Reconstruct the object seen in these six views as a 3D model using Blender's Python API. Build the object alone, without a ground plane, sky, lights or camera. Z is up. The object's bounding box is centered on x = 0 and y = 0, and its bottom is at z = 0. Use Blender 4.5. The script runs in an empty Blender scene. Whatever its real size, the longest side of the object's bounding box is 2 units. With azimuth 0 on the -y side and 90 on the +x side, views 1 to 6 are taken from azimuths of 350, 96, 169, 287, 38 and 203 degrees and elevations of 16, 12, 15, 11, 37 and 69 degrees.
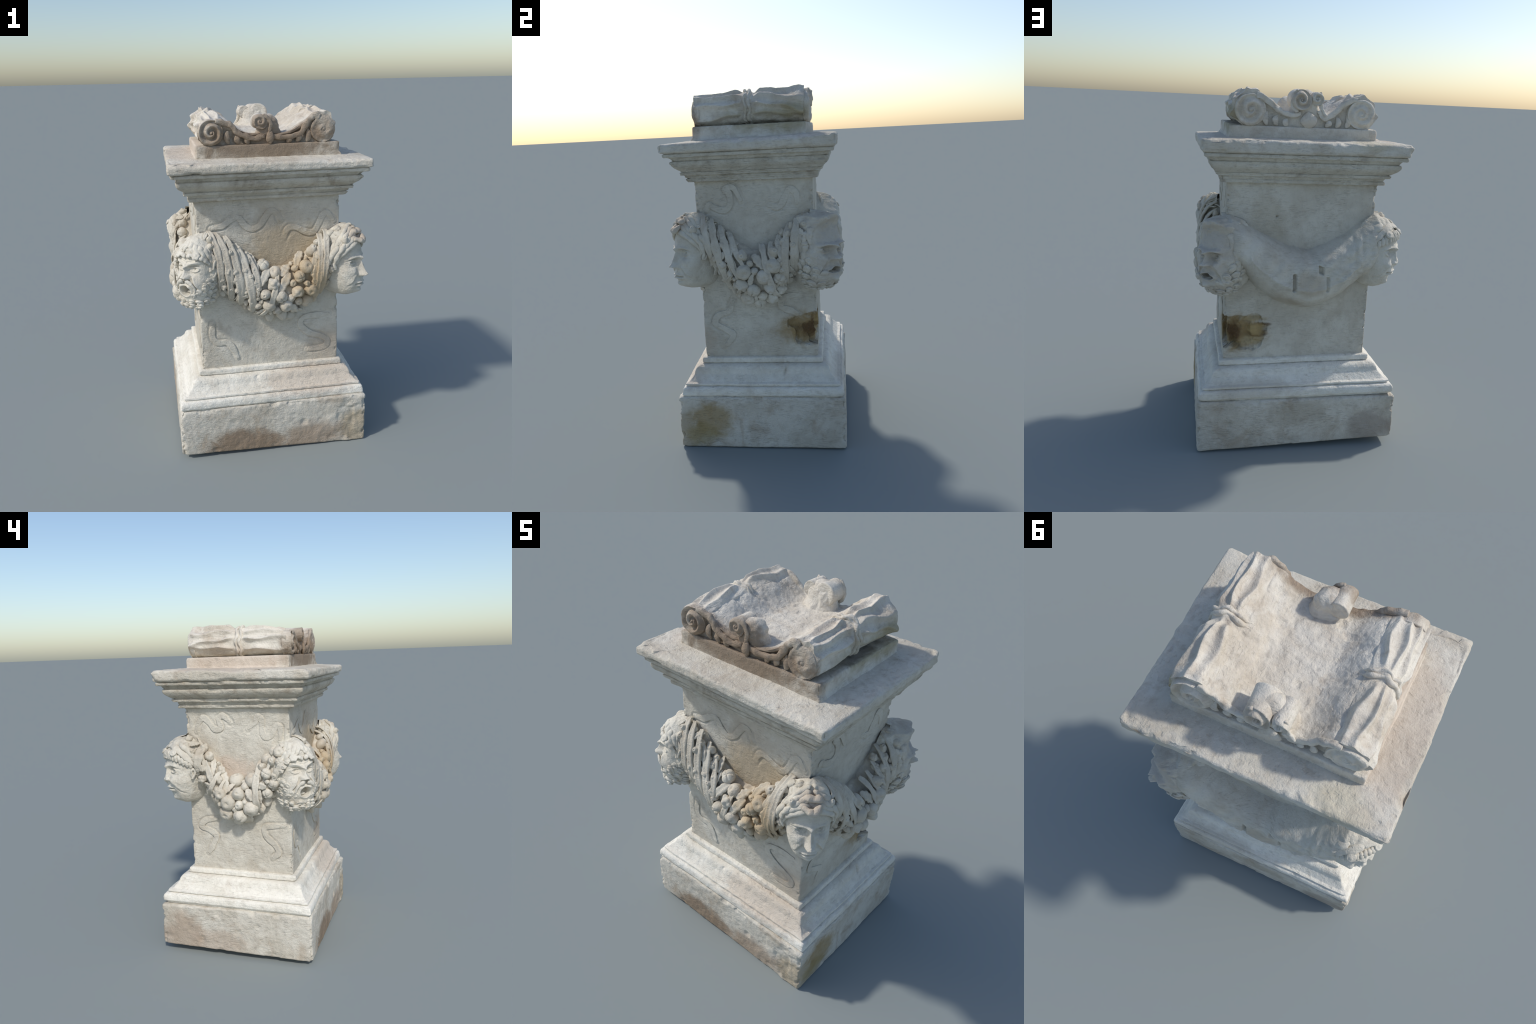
# A carved marble altar: stepped plinth, square shaft with garlands hung between four
# corner heads, moulded cornice, and a draped double-bolster top with scrolls.
import bpy, math
import numpy as np
from mathutils import Vector, Matrix

RNG = np.random.default_rng(11)
PI = math.pi

# ------------------------------------------------------------------ noise
def _hash(ix, iy, iz, seed):
    h = (ix * 374761393 + iy * 668265263 + iz * 2147483647 + seed * 1274126177) & 0xFFFFFFFF
    h = ((h ^ (h >> 13)) * 1274126177) & 0xFFFFFFFF
    h = ((h ^ (h >> 16)) * 668265263) & 0xFFFFFFFF
    return ((h ^ (h >> 15)) & 0xFFFFFF).astype(np.float64) / 0xFFFFFF * 2 - 1

def vnoise(p, freq, seed=0):
    q = np.asarray(p, float) * freq + 57.3
    i = np.floor(q).astype(np.int64)
    f = q - i
    w = f * f * f * (f * (f * 6 - 15) + 10)
    out = 0
    for dx in (0, 1):
        for dy in (0, 1):
            for dz in (0, 1):
                g = _hash(i[..., 0] + dx, i[..., 1] + dy, i[..., 2] + dz, seed)
                out = out + g * (w[..., 0] if dx else 1 - w[..., 0]) \
                              * (w[..., 1] if dy else 1 - w[..., 1]) \
                              * (w[..., 2] if dz else 1 - w[..., 2])
    return out

def fbm(p, freq, octaves=3, seed=0, gain=.5):
    s, a, t = 0, 1.0, 0
    for k in range(octaves):
        s = s + a * vnoise(p, freq * 2.03 ** k, seed + 17 * k)
        t += a
        a *= gain
    return s / t

def sstep(a, b, x):
    t = np.clip((x - a) / (b - a), 0, 1)
    return t * t * (3 - 2 * t)

def G(x, s):
    return np.exp(-(x / s) ** 2)

def catmull(pts, n):
    """smooth curve through control points, n samples"""
    P = np.asarray(pts, float)
    P = np.vstack([2 * P[0] - P[1], P, 2 * P[-1] - P[-2]])
    m = len(P) - 3
    u = np.linspace(0, m - 1e-9, n)
    k = u.astype(int)
    t = (u - k)[:, None]
    a, b, c, d = P[k], P[k + 1], P[k + 2], P[k + 3]
    return .5 * (2 * b + (c - a) * t + (2 * a - 5 * b + 4 * c - d) * t ** 2 + (3 * b - a - 3 * c + d) * t ** 3)

# ------------------------------------------------------------------ mesh helpers
def new_object(name, V, F, parent, mat, smooth=True, ngons=(), sharp=None):
    me = bpy.data.meshes.new(name)
    F = np.asarray(F)
    if len(ngons) == 0:
        k = F.shape[1]
        me.vertices.add(len(V))
        me.vertices.foreach_set('co', np.asarray(V, np.float32).ravel())
        me.loops.add(F.size)
        me.loops.foreach_set('vertex_index', F.ravel().astype(np.int32))
        me.polygons.add(len(F))
        me.polygons.foreach_set('loop_start', np.arange(0, F.size, k, dtype=np.int32))
        me.update(calc_edges=True)
        me.validate()
    else:
        me.from_pydata([tuple(v) for v in V], [], [tuple(f) for f in F] + [tuple(n) for n in ngons])
    me.polygons.foreach_set('use_smooth', np.full(len(me.polygons), smooth))
    if sharp:
        me.set_sharp_from_angle(angle=math.radians(sharp))
    me.materials.append(mat)
    ob = bpy.data.objects.new(name, me)
    bpy.context.scene.collection.objects.link(ob)
    ob.parent = parent
    return ob

def link_copy(mesh, name, parent, M, mat=None):
    ob = bpy.data.objects.new(name, mesh)
    bpy.context.scene.collection.objects.link(ob)
    ob.parent = parent
    ob.matrix_local = M
    return ob

def grid_faces(nu, nv, wrap_v=False, flip=False):
    """vertices indexed u*nv+v"""
    u = np.arange(nu - 1)[:, None]
    v = np.arange(nv if wrap_v else nv - 1)[None, :]
    v2 = (v + 1) % nv
    a, b, c, d = u * nv + v, u * nv + v2, (u + 1) * nv + v2, (u + 1) * nv + v
    a, b, c, d = np.broadcast_arrays(a, b, c, d)
    q = np.stack([a, b, c, d], -1).reshape(-1, 4)
    return q[:, ::-1] if flip else q

def tube(path, radius, nv=10, flat=None, up=None, boxy=1.0, closed_ends=True):
    """sweep of an ellipse along a 3D path; radius array; flat = thickness ratio along `up`"""
    P = np.asarray(path, float)
    n = len(P)
    R = np.broadcast_to(np.asarray(radius, float), (n,)).copy()
    T = np.gradient(P, axis=0)
    T /= np.linalg.norm(T, axis=1)[:, None] + 1e-12
    if up is None:
        up = np.array([.13, .21, .97])
    U = np.broadcast_to(np.asarray(up, float), (n, 3))
    S = np.cross(T, U)
    S /= np.linalg.norm(S, axis=1)[:, None] + 1e-12
    N = np.cross(S, T)
    a = np.linspace(0, 2 * PI, nv, endpoint=False)
    ca, sa = np.cos(a), np.sin(a)
    ca, sa = np.sign(ca) * np.abs(ca) ** boxy, np.sign(sa) * np.abs(sa) ** boxy
    fl = 1.0 if flat is None else flat
    V = P[:, None] + R[:, None, None] * (ca[None, :, None] * S[:, None] + fl * sa[None, :, None] * N[:, None])
    V = V.reshape(-1, 3)
    F = grid_faces(n, nv, True)
    if closed_ends:
        V = np.vstack([V, P[:1] - T[:1] * R[0] * .3, P[-1:] + T[-1:] * R[-1] * .3])
        i0, i1 = n * nv, n * nv + 1
        k = np.arange(nv)
        k2 = (k + 1) % nv
        F = np.vstack([F, np.stack([k * 0 + i0, k2, k, k * 0 + i0], -1)[:, :4],
                       np.stack([k * 0 + i1, (n - 1) * nv + k, (n - 1) * nv + k2, k * 0 + i1], -1)])
    return V, F

def tri_fix(F):
    """quads whose last index repeats the first become triangles"""
    return [tuple(f[:3]) if f[0] == f[3] else tuple(f) for f in F]

def add_tube(name, path, radius, parent, mat, **kw):
    rough = kw.pop('rough', 0)
    seed = kw.pop('seed', 0)
    V, F = tube(path, radius, **kw)
    if rough:
        V = V + rough * np.stack([vnoise(V, 45, seed + k) for k in range(3)], -1)
    me = bpy.data.meshes.new(name)
    me.from_pydata([tuple(v) for v in V], [], tri_fix(F.tolist()))
    me.polygons.foreach_set('use_smooth', np.full(len(me.polygons), True))
    me.materials.append(mat)
    ob = bpy.data.objects.new(name, me)
    bpy.context.scene.collection.objects.link(ob)
    ob.parent = parent
    return ob

def sphere_grid(nu, nv):
    """unit sphere, poles on z; returns directions and faces (pole rows tiny)"""
    la = np.linspace(-PI / 2 + .02, PI / 2 - .02, nu)
    lo = np.linspace(0, 2 * PI, nv, endpoint=False)
    d = np.stack([np.cos(la)[:, None] * np.cos(lo)[None], np.cos(la)[:, None] * np.sin(lo)[None],
                  np.repeat(np.sin(la)[:, None], nv, 1)], -1).reshape(-1, 3)
    F = grid_faces(nu, nv, True)
    ends = [tuple(range(nv))[::-1], tuple(range((nu - 1) * nv, nu * nv))]
    return d, F, ends

# ------------------------------------------------------------------ materials
def stone(name, base=(.60, .57, .52), pale=(.72, .70, .66), dirt_and_shade=(.40, .34, .28), dirt_and_shade_amount=.35,
          stains_and_tints=(), bump=.60, per_object=0.0, dash=.5):
    base, pale, dirt_and_shade = [(c[0] * 1.01, c[1] * .985, c[2] * .91) for c in (base, pale, dirt_and_shade)]
    m = bpy.data.materials.new(name)
    m.use_nodes = True
    nt = m.node_tree
    nd, ln = nt.nodes, nt.links
    bsdf = nd['Principled BSDF']
    bsdf.inputs['Roughness'].default_value = .82
    bsdf.inputs['Specular IOR Level'].default_value = .25
    geo = nd.new('ShaderNodeNewGeometry')
    pos = geo.outputs['Position']

    def noise(scale, detail=4, rough=.55, dist=0.0, off=0.0):
        n = nd.new('ShaderNodeTexNoise')
        n.inputs['Scale'].default_value = scale
        n.inputs['Detail'].default_value = detail
        n.inputs['Roughness'].default_value = rough
        n.inputs['Distortion'].default_value = dist
        if off:
            a = nd.new('ShaderNodeVectorMath')
            a.operation = 'ADD'
            a.inputs[1].default_value = (off, off * 1.7, off * .6)
            ln.new(pos, a.inputs[0])
            ln.new(a.outputs[0], n.inputs['Vector'])
        else:
            ln.new(pos, n.inputs['Vector'])
        return n.outputs['Fac']

    def maprange(x, a, b, c=0.0, d=1.0):
        n = nd.new('ShaderNodeMapRange')
        n.interpolation_type = 'SMOOTHSTEP'
        n.inputs['From Min'].default_value = a
        n.inputs['From Max'].default_value = b
        n.inputs['To Min'].default_value = c
        n.inputs['To Max'].default_value = d
        ln.new(x, n.inputs['Value'])
        return n.outputs['Result']

    def mix(fac, A, B, mode='MIX'):
        n = nd.new('ShaderNodeMix')
        n.data_type = 'RGBA'
        n.blend_type = mode
        for s, val in (('Factor', fac), ('A', A), ('B', B)):
            sock = [i for i in n.inputs if i.name == s and i.enabled and i.type in ('VALUE', 'RGBA')]
            sock = sock[0]
            if isinstance(val, (tuple, list)):
                sock.default_value = (*val, 1)
            elif isinstance(val, (int, float)):
                sock.default_value = val
            else:
                ln.new(val, sock)
        return [o for o in n.outputs if o.enabled and o.type == 'RGBA'][0]

    def math_(op, a, b):
        n = nd.new('ShaderNodeMath')
        n.operation = op
        for i, val in enumerate((a, b)):
            if isinstance(val, (int, float)):
                n.inputs[i].default_value = val
            else:
                ln.new(val, n.inputs[i])
        return n.outputs[0]

    col = mix(maprange(noise(3.1, 5, .6, .6), .35, .65), base, pale)
    col = mix(maprange(noise(5.5, 6, .62, 1.0, 3.3), .50, .72, 0, dirt_and_shade_amount), col, dirt_and_shade)
    col = mix(maprange(noise(24, 5, .65, .3, 7.1), .48, .70, 0, .22), col,
              tuple(c * .72 for c in dirt_and_shade))
    col = mix(maprange(noise(13, 4, .6, .5, 1.7), .5, .7, 0, .35), col, tuple(min(1, c * 1.06) for c in pale))
    # dark pores
    col = mix(maprange(noise(120, 3, .6, 0, 2.2), .62, .74, 0, .35), col, tuple(c * .5 for c in dirt_and_shade))
    wob = noise(11, 5, .65, .8, 5.0)
    wob2 = noise(3.2, 4, .6, .5, 8.0)
    for c, r, colr, amt in stains_and_tints:
        s = nd.new('ShaderNodeVectorMath'); s.operation = 'SUBTRACT'
        s.inputs[1].default_value = c
        ln.new(pos, s.inputs[0])
        dvd = nd.new('ShaderNodeVectorMath'); dvd.operation = 'DIVIDE'
        dvd.inputs[1].default_value = r
        ln.new(s.outputs[0], dvd.inputs[0])
        le = nd.new('ShaderNodeVectorMath'); le.operation = 'LENGTH'
        ln.new(dvd.outputs[0], le.inputs[0])
        d = math_('ADD', le.outputs['Value'], math_('MULTIPLY', math_('ADD', wob, wob2), 1.0))
        col = mix(maprange(d, 1.50, 2.15, amt, 0.0), col, colr)
    if per_object:
        oi = nd.new('ShaderNodeObjectInfo')
        col = mix(math_('MULTIPLY', oi.outputs['Random'], per_object), col, dirt_and_shade)
    # fine grain
    h = math_('ADD', math_('MULTIPLY', noise(38, 5, .6), .9), math_('MULTIPLY', noise(150, 4, .65), .45))
    # short chisel dashes: stretched noise, thresholded, in two directions
    for rot, sc, off in (((0, .12, .35), (30, 30, 210), .50), ((.5, .55, 0), (34, 34, 190), .54)):
        mp = nd.new('ShaderNodeMapping')
        mp.inputs['Rotation'].default_value = rot
        mp.inputs['Scale'].default_value = sc
        ln.new(pos, mp.inputs['Vector'])
        n = nd.new('ShaderNodeTexNoise')
        n.inputs['Scale'].default_value = 1.0
        n.inputs['Detail'].default_value = 2
        ln.new(mp.outputs[0], n.inputs['Vector'])
        cut = maprange(n.outputs['Fac'], off + .04, off + .20)
        patch = maprange(noise(6.5, 2, .5, .4, 9 * off), .42, .58)
        cut = math_('MULTIPLY', cut, patch)
        h = math_('SUBTRACT', h, math_('MULTIPLY', cut, dash))
        col = mix(math_('MULTIPLY', cut, .22 * min(dash * 2, 1)), col, tuple(c * .55 for c in dirt_and_shade))
    ln.new(col, bsdf.inputs['Base Color'])
    b = nd.new('ShaderNodeBump')
    b.inputs['Strength'].default_value = bump
    b.inputs['Distance'].default_value = .012
    ln.new(h, b.inputs['Height'])
    ln.new(b.outputs[0], bsdf.inputs['Normal'])
    return m

BROWN = (.30, .22, .155)
OCHRE = (.46, .315, .14)
MAT_PLINTH = stone('plinth_marble', (.55, .515, .46), (.68, .655, .61), (.41, .33, .255), .6, dash=.4, stains_and_tints=[
        ((-.18, -.46, .03), (.28, .14, .14), (.26, .18, .115), .85), ((.20, -.46, .06), (.26, .14, .12), (.34, .245, .17), .65),
        ((.50, -.46, .10), (.12, .16, .14), (.36, .28, .17), .6),
        ((.55, -.30, .17), (.10, .13, .12), (.34, .23, .08), .7), ((.55, -.36, .08), (.10, .10, .08), (.34, .26, .11), .6),
        ((-.56, .34, .12), (.12, .14, .16), (.36, .27, .195), .7), ((-.56, .10, .07), (.12, .2, .12), (.42, .33, .25), .6),
        ((-.42, .47, .12), (.16, .14, .12), (.30, .25, .21), .6), ((.0, .47, .22), (.2, .14, .1), (.38, .33, .25), .5)])
MAT_BASE = stone('base_moulding_marble', (.76, .735, .685), (.88, .865, .83), (.58, .50, .42), .35, dash=.3, stains_and_tints=[
    ((.25, -.42, .42), (.42, .16, .12), (.60, .50, .395), .7), ((.30, .45, .36), (.30, .14, .06), (.54, .47, .37), .5)])  # first entry: tan patch across the front, mostly towards the right
MAT_SHAFT = stone('shaft_marble', (.575, .54, .485), (.69, .665, .615), (.47, .415, .345), .45, dash=.30, stains_and_tints=[
                ((.10, -.33, 1.18), (.26, .14, .18), (.46, .355, .22), .75), ((.02, -.33, 1.36), (.18, .1, .18), (.46, .38, .28), .5),
        ((.33, -.33, .58), (.16, .1, .12), (.50, .40, .30), .5), ((.20, .32, 1.2), (.14, .1, .24), (.50, .44, .33), .45),
        ((.35, .28, .650), (.19, .20, .125), (.36, .255, .125), 1.0), ((.37, .32, .645), (.065, .13, .075), (.13, .07, .03), .95), ((.23, .32, .645), (.060, .13, .022), (.14, .085, .035), .8), ((.21, .32, .70), (.07, .13, .014), (.12, .07, .03), .8),
        ((.235, .32, .675), (.055, .13, .045), (.46, .33, .15), .9), ((.27, .32, .60), (.07, .13, .03), (.48, .38, .22), .8), ((.25, .32, .735), (.08, .13, .02), (.44, .33, .17), .7),
        ((-.41, .06, 1.14), (.1, .20, .09), (.62, .49, .385), .6)])
MAT_CORNICE = stone('cornice_marble', (.53, .495, .435), (.66, .635, .58), (.30, .235, .175), .6, dash=.4)  # deeper brown than elsewhere: shade under the cornice is partly painted into it
MAT_ABACUS = stone('abacus_marble', (.575, .535, .475), (.70, .675, .63), (.42, .345, .275), .5, dash=.3, stains_and_tints=[
    ((-.35, .42, 1.73), (.16, .10, .05), (.60, .54, .40), .6), ((-.45, .0, 1.73), (.12, .5, .04), (.56, .475, .40), .5)])
MAT_TOP = stone('bolster_marble', (.60, .545, .48), (.76, .73, .685), (.42, .335, .26), .5, dash=.25, stains_and_tints=[
    ((.0, -.35, 1.80), (.6, .11, .15), (.22, .160, .105), .85), ((.0, -.325, 1.88), (.55, .06, .13), (.30, .225, .16), .75),
    ((.42, .08, 1.83), (.07, .36, .09), (.41, .345, .20), .75), ((.36, .0, 1.80), (.05, .3, .018), (.10, .085, .065), .7),  # last entry: dark strip along the groove under the right bolster
    ((-.40, .0, 1.78), (.05, .40, .08), (.64, .53, .43), .6)])
MAT_HEAD = stone('head_marble', (.62, .59, .535), (.74, .72, .675), (.46, .39, .315), .4, dash=.12, stains_and_tints=[
    ((.52, -.42, 1.30), (.12, .12, .06), (.50, .38, .28), .5), ((.48, .38, 1.15), (.14, .14, .26), (.42, .36, .30), .5)])
MAT_GARLAND = stone('garland_marble', (.58, .545, .485), (.72, .695, .645), (.43, .345, .265), .45, dash=.12, stains_and_tints=[
    ((.17, -.42, 1.05), (.15, .16, .16), (.50, .36, .19), .65), ((.22, -.42, .97), (.12, .16, .12), (.50, .385, .24), .55)], per_object=.14)
MAT_BACK = stone('back_garland_marble', (.58, .55, .50), (.69, .67, .625), (.44, .375, .305), .45, dash=.30, stains_and_tints=[
    ((-.03, .47, .97), (.10, .12, .09), (.50, .43, .33), .6), ((.12, .40, .86), (.14, .1, .05), (.42, .34, .24), .5)])

# ------------------------------------------------------------------ root
root = bpy.data.objects.new('marble_altar', None)
bpy.context.scene.collection.objects.link(root)
root['label'] = 'weathered white marble altar with garlands, corner heads and draped scrolled top'
root['category'] = 'stone altar'

# ------------------------------------------------------------------ lofted square blocks
SHAFT = np.array([(-.415, -.325), (.402, -.329), (.420, .316), (-.406, .314)])
PLINTH = np.array([(-.567, -.467), (.542, -.474), (.568, .460), (-.562, .478)])
ABACUS = np.array([(-.560, -.473), (.550, -.478), (.566, .450), (-.542, .463)])
BLOCK = np.array([(-.397, -.329), (.404, -.324), (.413, .292), (-.382, .304)])
BASE_OUT = np.array([(-.562, -.461), (.534, -.457), (.561, .453), (-.554, .471)])
SIDE_N = np.array([(0, -1, 0), (1, 0, 0), (0, 1, 0), (-1, 0, 0)], float)

def resample(profile, step):
    P = np.asarray(profile, float)
    out = [P[0]]
    for a, b in zip(P[:-1], P[1:]):
        n = max(1, int(np.ceil(np.hypot(b[0] - a[0], (b[1] - a[1]) * .14) / step)))
        for k in range(1, n + 1):
            out.append(a + (b - a) * k / n)
    return np.array(out)

def bilinear(vals, x, y):
    u = np.clip((x + .55) / 1.1, 0, 1)
    v = np.clip((y + .46) / .92, 0, 1)
    return (vals[0] * (1 - u) + vals[1] * u) * (1 - v) + (vals[3] * (1 - u) + vals[2] * u) * v

def block(name, inner, outer, profile, step, parent, mat, disp, arris=.007, chip=.02, chip_freq=22,
          seed=0, ztilt=None, tilt_w=None, sharp=None, warp=None):
    """profile = (z, s): s=0 uses the inner corners, s=1 the outer ones; the rings are lofted."""
    rows = resample(profile, step)
    ns = [int(round(np.linalg.norm(outer[(k + 1) % 4] - outer[k]) / step)) for k in range(4)]
    V, N, SC, SD = [], [], [], []
    for z, s in rows:
        C = inner + (outer - inner) * s
        for k in range(4):
            a, b = C[k], C[(k + 1) % 4]
            L = np.linalg.norm(b - a)
            d = (b - a) / L
            t = (np.arange(ns[k]) / ns[k]) * L
            sc = np.minimum(t, L - t)
            r = min(arris, L * .3)
            ph = np.clip(1 - sc / r, 0, 1) * PI / 4
            along = np.where(sc < r, r - r * np.sin(ph), sc)
            inw = np.where(sc < r, r - r * np.cos(ph), 0)
            t2 = np.where(t <= L / 2, along, L - along)
            n2 = np.array([d[1], -d[0]])
            xy = a + d * t2[:, None] - n2 * inw[:, None]
            sgn = np.where(t <= L / 2, -1, 1)
            nn = n2 * np.cos(ph)[:, None] + d * (sgn * np.sin(ph))[:, None]
            V.append(np.column_stack([xy, np.full(len(t), z)]))
            N.append(np.column_stack([nn, np.zeros(len(t))]))
            SC.append(sc)
            SD.append(np.full(len(t), k))
    V, N, SC, SD = np.vstack(V), np.vstack(N), np.concatenate(SC), np.concatenate(SD)
    nv = sum(ns)
    nu = len(rows)
    row = np.repeat(np.arange(nu), nv)
    zb = V[:, 2].copy()
    if ztilt is not None:
        V[:, 2] += bilinear(ztilt, V[:, 0], V[:, 1]) * tilt_w(zb)
    P0 = V.copy()
    h = disp(P0, SD, SC, rows[row, 0], rows[row, 1])
    ch = np.clip(fbm(P0, chip_freq, 3, seed + 5) - .05, 0, 1) * chip * np.exp(-(SC / .014) ** 2)
    V = V + N * (h - ch)[:, None]
    if warp is not None:
        V = warp(V)
    F = grid_faces(nu, nv, True)
    ngons = [tuple(range(nv))[::-1], tuple(range((nu - 1) * nv, nu * nv))]
    return new_object(name, V, F, parent, mat, ngons=ngons, sharp=sharp)

def pits(P, freq, seed, thr=.45):
    return np.clip(vnoise(P, freq, seed) - thr, 0, 1)

# plinth
def d_plinth(P, side, sc, z, s):
    h = .006 * fbm(P, 4, 3, 1) + .0034 * fbm(P, 24, 4, 2) - .022 * pits(P, 17, 3, .58) - .006 * pits(P, 45, 4, .6)
    edge = G(z - .300, .012)
    rough_right = (side == 0) * sstep(.1, .45, P[:, 0]) * .008 * fbm(P, 18, 3, 8)
    return h - edge * np.clip(fbm(P, 20, 3, 6) - .02, 0, 1) * .030 + rough_right
block('plinth', PLINTH * .3, PLINTH,
      [(.0, .2), (.0, .95), (.0, .992), (.006, 1.0), (.15, 1.0), (.296, .998), (.303, .985), (.305, .95), (.305, .5)],
      .006, root, MAT_PLINTH, d_plinth, arris=.010, chip=.075, chip_freq=26, seed=1,
      ztilt=[.029, .001, .008, .046], tilt_w=lambda z: 1 - np.clip(z / .28, 0, 1))

# base moulding
BASE_PROFILE = [(.300, .85), (.300, .89), (.3085, .89), (.311, .955), (.320, 1.0), (.338, 1.0), (.352, .975), (.360, .93),
                (.363, .86), (.365, .80), (.368, .80), (.370, .86), (.379, .855), (.382, .80), (.384, .735), (.390, .695), (.399, .635), (.409, .575),
                (.418, .52), (.424, .50), (.433, .48), (.444, .45), (.453, .41), (.459, .36), (.463, .29), (.465, .18), (.466, .11), (.468, .105), (.470, .165), (.474, .175), (.491, .165),
                (.497, .145), (.500, .08), (.501, -.15)]
def d_base(P, side, sc, z, s):
    h = .005 * fbm(P, 5, 3, 21) + .0028 * fbm(P, 32, 3, 22) - .008 * pits(P, 15, 23, .66)
    low = G(z - .335, .022)
    h = h + low * (.0035 * fbm(P, 16, 3, 24))
    h = h - G(z - .36, .03) * sstep(.42, .56, P[:, 0]) * (side == 0) * .010 * np.clip(fbm(P, 12, 2, 27) + .4, 0, 1)
    # short cracks cut into the cyma
    crack = G(P[:, 1] - .13 - .25 * (z - .43), .006) * G(z - .435, .03) * (side == 1)
    crack2 = G(P[:, 0] + .10, .010) * G(z - .448, .008) * (side == 0)
    return h - .016 * crack - .008 * crack2
block('base_moulding', SHAFT, BASE_OUT, BASE_PROFILE, .005, root, MAT_BASE, d_base, arris=.009, chip=.016, seed=20,
      ztilt=[.0, -.008, .0, .010], tilt_w=lambda z: np.ones_like(z), sharp=48)

# shaft with the broken hollow in one lower corner
HOLE_C = np.array([.300, .315, .655])
def hollow(V):
    """carve a rough cavity out of the corner by pushing points diagonally inwards onto an ellipsoid"""
    d = np.array([-.55, -.83, 0])
    d /= np.linalg.norm(d)
    r = np.array([.185, .165, .104]) * (1 + .34 * fbm(V, 15, 4, 86))[:, None]
    q = (V - HOLE_C - np.array([.040, -.010, 0])) / r
    e = d[None] / r
    A = (e * e).sum(1)
    B = (q * e).sum(1)
    C = (q * q).sum(1) - 1
    inside = C < 0
    t = (-B + np.sqrt(np.maximum(B * B - A * C, 0))) / A
    lump = .035 * np.exp(-((V - np.array([.235, .315, .66])) ** 2 / np.array([.045, .08, .035]) ** 2).sum(1))
    t = np.where(inside, np.maximum(np.minimum(t, .020 + .034 * sstep(.31, .40, V[:, 0]) + .030 * fbm(V, 22, 4, 79)) - .5 * lump + .012 * fbm(V, 40, 3, 78), 0), 0)
    return V + d * t[:, None]

RIBBONS = {
    0: [[(-.331, 1.344), (-.274, 1.355), (-.223, 1.388), (-.180, 1.399), (-.145, 1.354), (-.103, 1.329), (-.059, 1.348), (-.029, 1.390), (.001, 1.425), (.037, 1.416), (.062, 1.367)],
        [(.080, 1.265), (.103, 1.320), (.147, 1.324), (.207, 1.295), (.252, 1.292), (.282, 1.335), (.304, 1.385), (.334, 1.398), (.372, 1.352)],
        [(.350, .785), (.271, .781), (.193, .772), (.177, .725), (.232, .670), (.296, .648), (.340, .618), (.328, .577), (.272, .566), (.217, .564)],
        [(-.345, .78), (-.350, .703), (-.322, .660), (-.269, .655), (-.233, .619), (-.204, .550)]],
    3: [[(.25, 1.36), (.231, 1.417), (.202, 1.443), (.168, 1.417), (.134, 1.375), (.094, 1.384), (.105, 1.434), (.077, 1.455), (.035, 1.417)],
        [(-.076, 1.376), (-.120, 1.417), (-.138, 1.450), (-.163, 1.425), (-.161, 1.376), (-.177, 1.331), (-.220, 1.344), (-.246, 1.393), (-.271, 1.385), (-.269, 1.311)],
        [(.135, .823), (.218, .810), (.248, .772), (.193, .748), (.154, .714), (.180, .650), (.210, .602)],
        [(-.289, .800), (-.211, .796), (-.159, .784), (-.166, .732), (-.217, .683), (-.241, .632), (-.205, .594)]],
    1: [[(-.271, 1.343), (-.254, 1.372), (-.225, 1.356), (-.174, 1.340), (-.139, 1.368), (-.139, 1.427), (-.159, 1.457), (-.115, 1.462), (-.075, 1.388)],
        [(-.154, .826), (-.181, .763), (-.244, .740), (-.263, .693), (-.211, .660), (-.166, .627), (-.184, .587), (-.217, .555)],
        [(.08, 1.36), (.13, 1.35), (.160, 1.393), (.191, 1.443), (.226, 1.420), (.231, 1.362)],
        [(.226, .857), (.136, .843), (.118, .789), (.177, .764), (.214, .740)]],
}
RIBBON_W = .0175
def side_point(side, a, z):
    """point on the shaft wall: a = x (front, back) or y (left, right)"""
    A, B = SHAFT[side], SHAFT[(side + 1) % 4]
    ax = 0 if side in (0, 2) else 1
    t = (np.asarray(a) - A[ax]) / (B[ax] - A[ax])
    xy = A + (B - A) * np.asarray(t)[..., None]
    return np.concatenate([xy, np.asarray(z)[..., None]], -1)

RIBBON_CURVES = {k: [catmull(c, 70) for c in v] for k, v in RIBBONS.items()}
def d_shaft(P, side, sc, z, s):
    h = .004 * fbm(P, 4.5, 3, 31) + .0022 * fbm(P, 30, 4, 32) - .006 * pits(P, 30, 33, .64) - .005 * pits(P, 11, 35, .72)
    for k, curves in RIBBON_CURVES.items():
        ax = 0 if k in (0, 2) else 1
        for c in curves:
            m = np.where((side == k) & (P[:, ax] > c[:, 0].min() - .04) & (P[:, ax] < c[:, 0].max() + .04)
                         & (z > c[:, 1].min() - .04) & (z < c[:, 1].max() + .04))[0]
            if len(m) == 0:
                continue
            d = np.sqrt((P[m, ax][:, None] - c[None, :, 0]) ** 2 + (z[m][:, None] - c[None, :, 1]) ** 2).min(1)
            h[m] -= .0036 * G(d - RIBBON_W - .003, .006) * (1 + .9 * vnoise(P[m], 14, 36))
    # drill hole on the unfinished back
    h = h - .02 * G(np.hypot(P[:, 0] - .145, z - 1.32), .005) * (side == 2)
    h = h + .010 * sstep(1.455, 1.50, z) * (side == 3)
    return h
block('shaft', SHAFT * .6, SHAFT, [(.46, 1.0), (.47, 1.0), (1.47, 1.0), (1.53, 1.0)], .0045, root, MAT_SHAFT, d_shaft,
      arris=.006, chip=.05, chip_freq=30, seed=30, warp=hollow)

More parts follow.
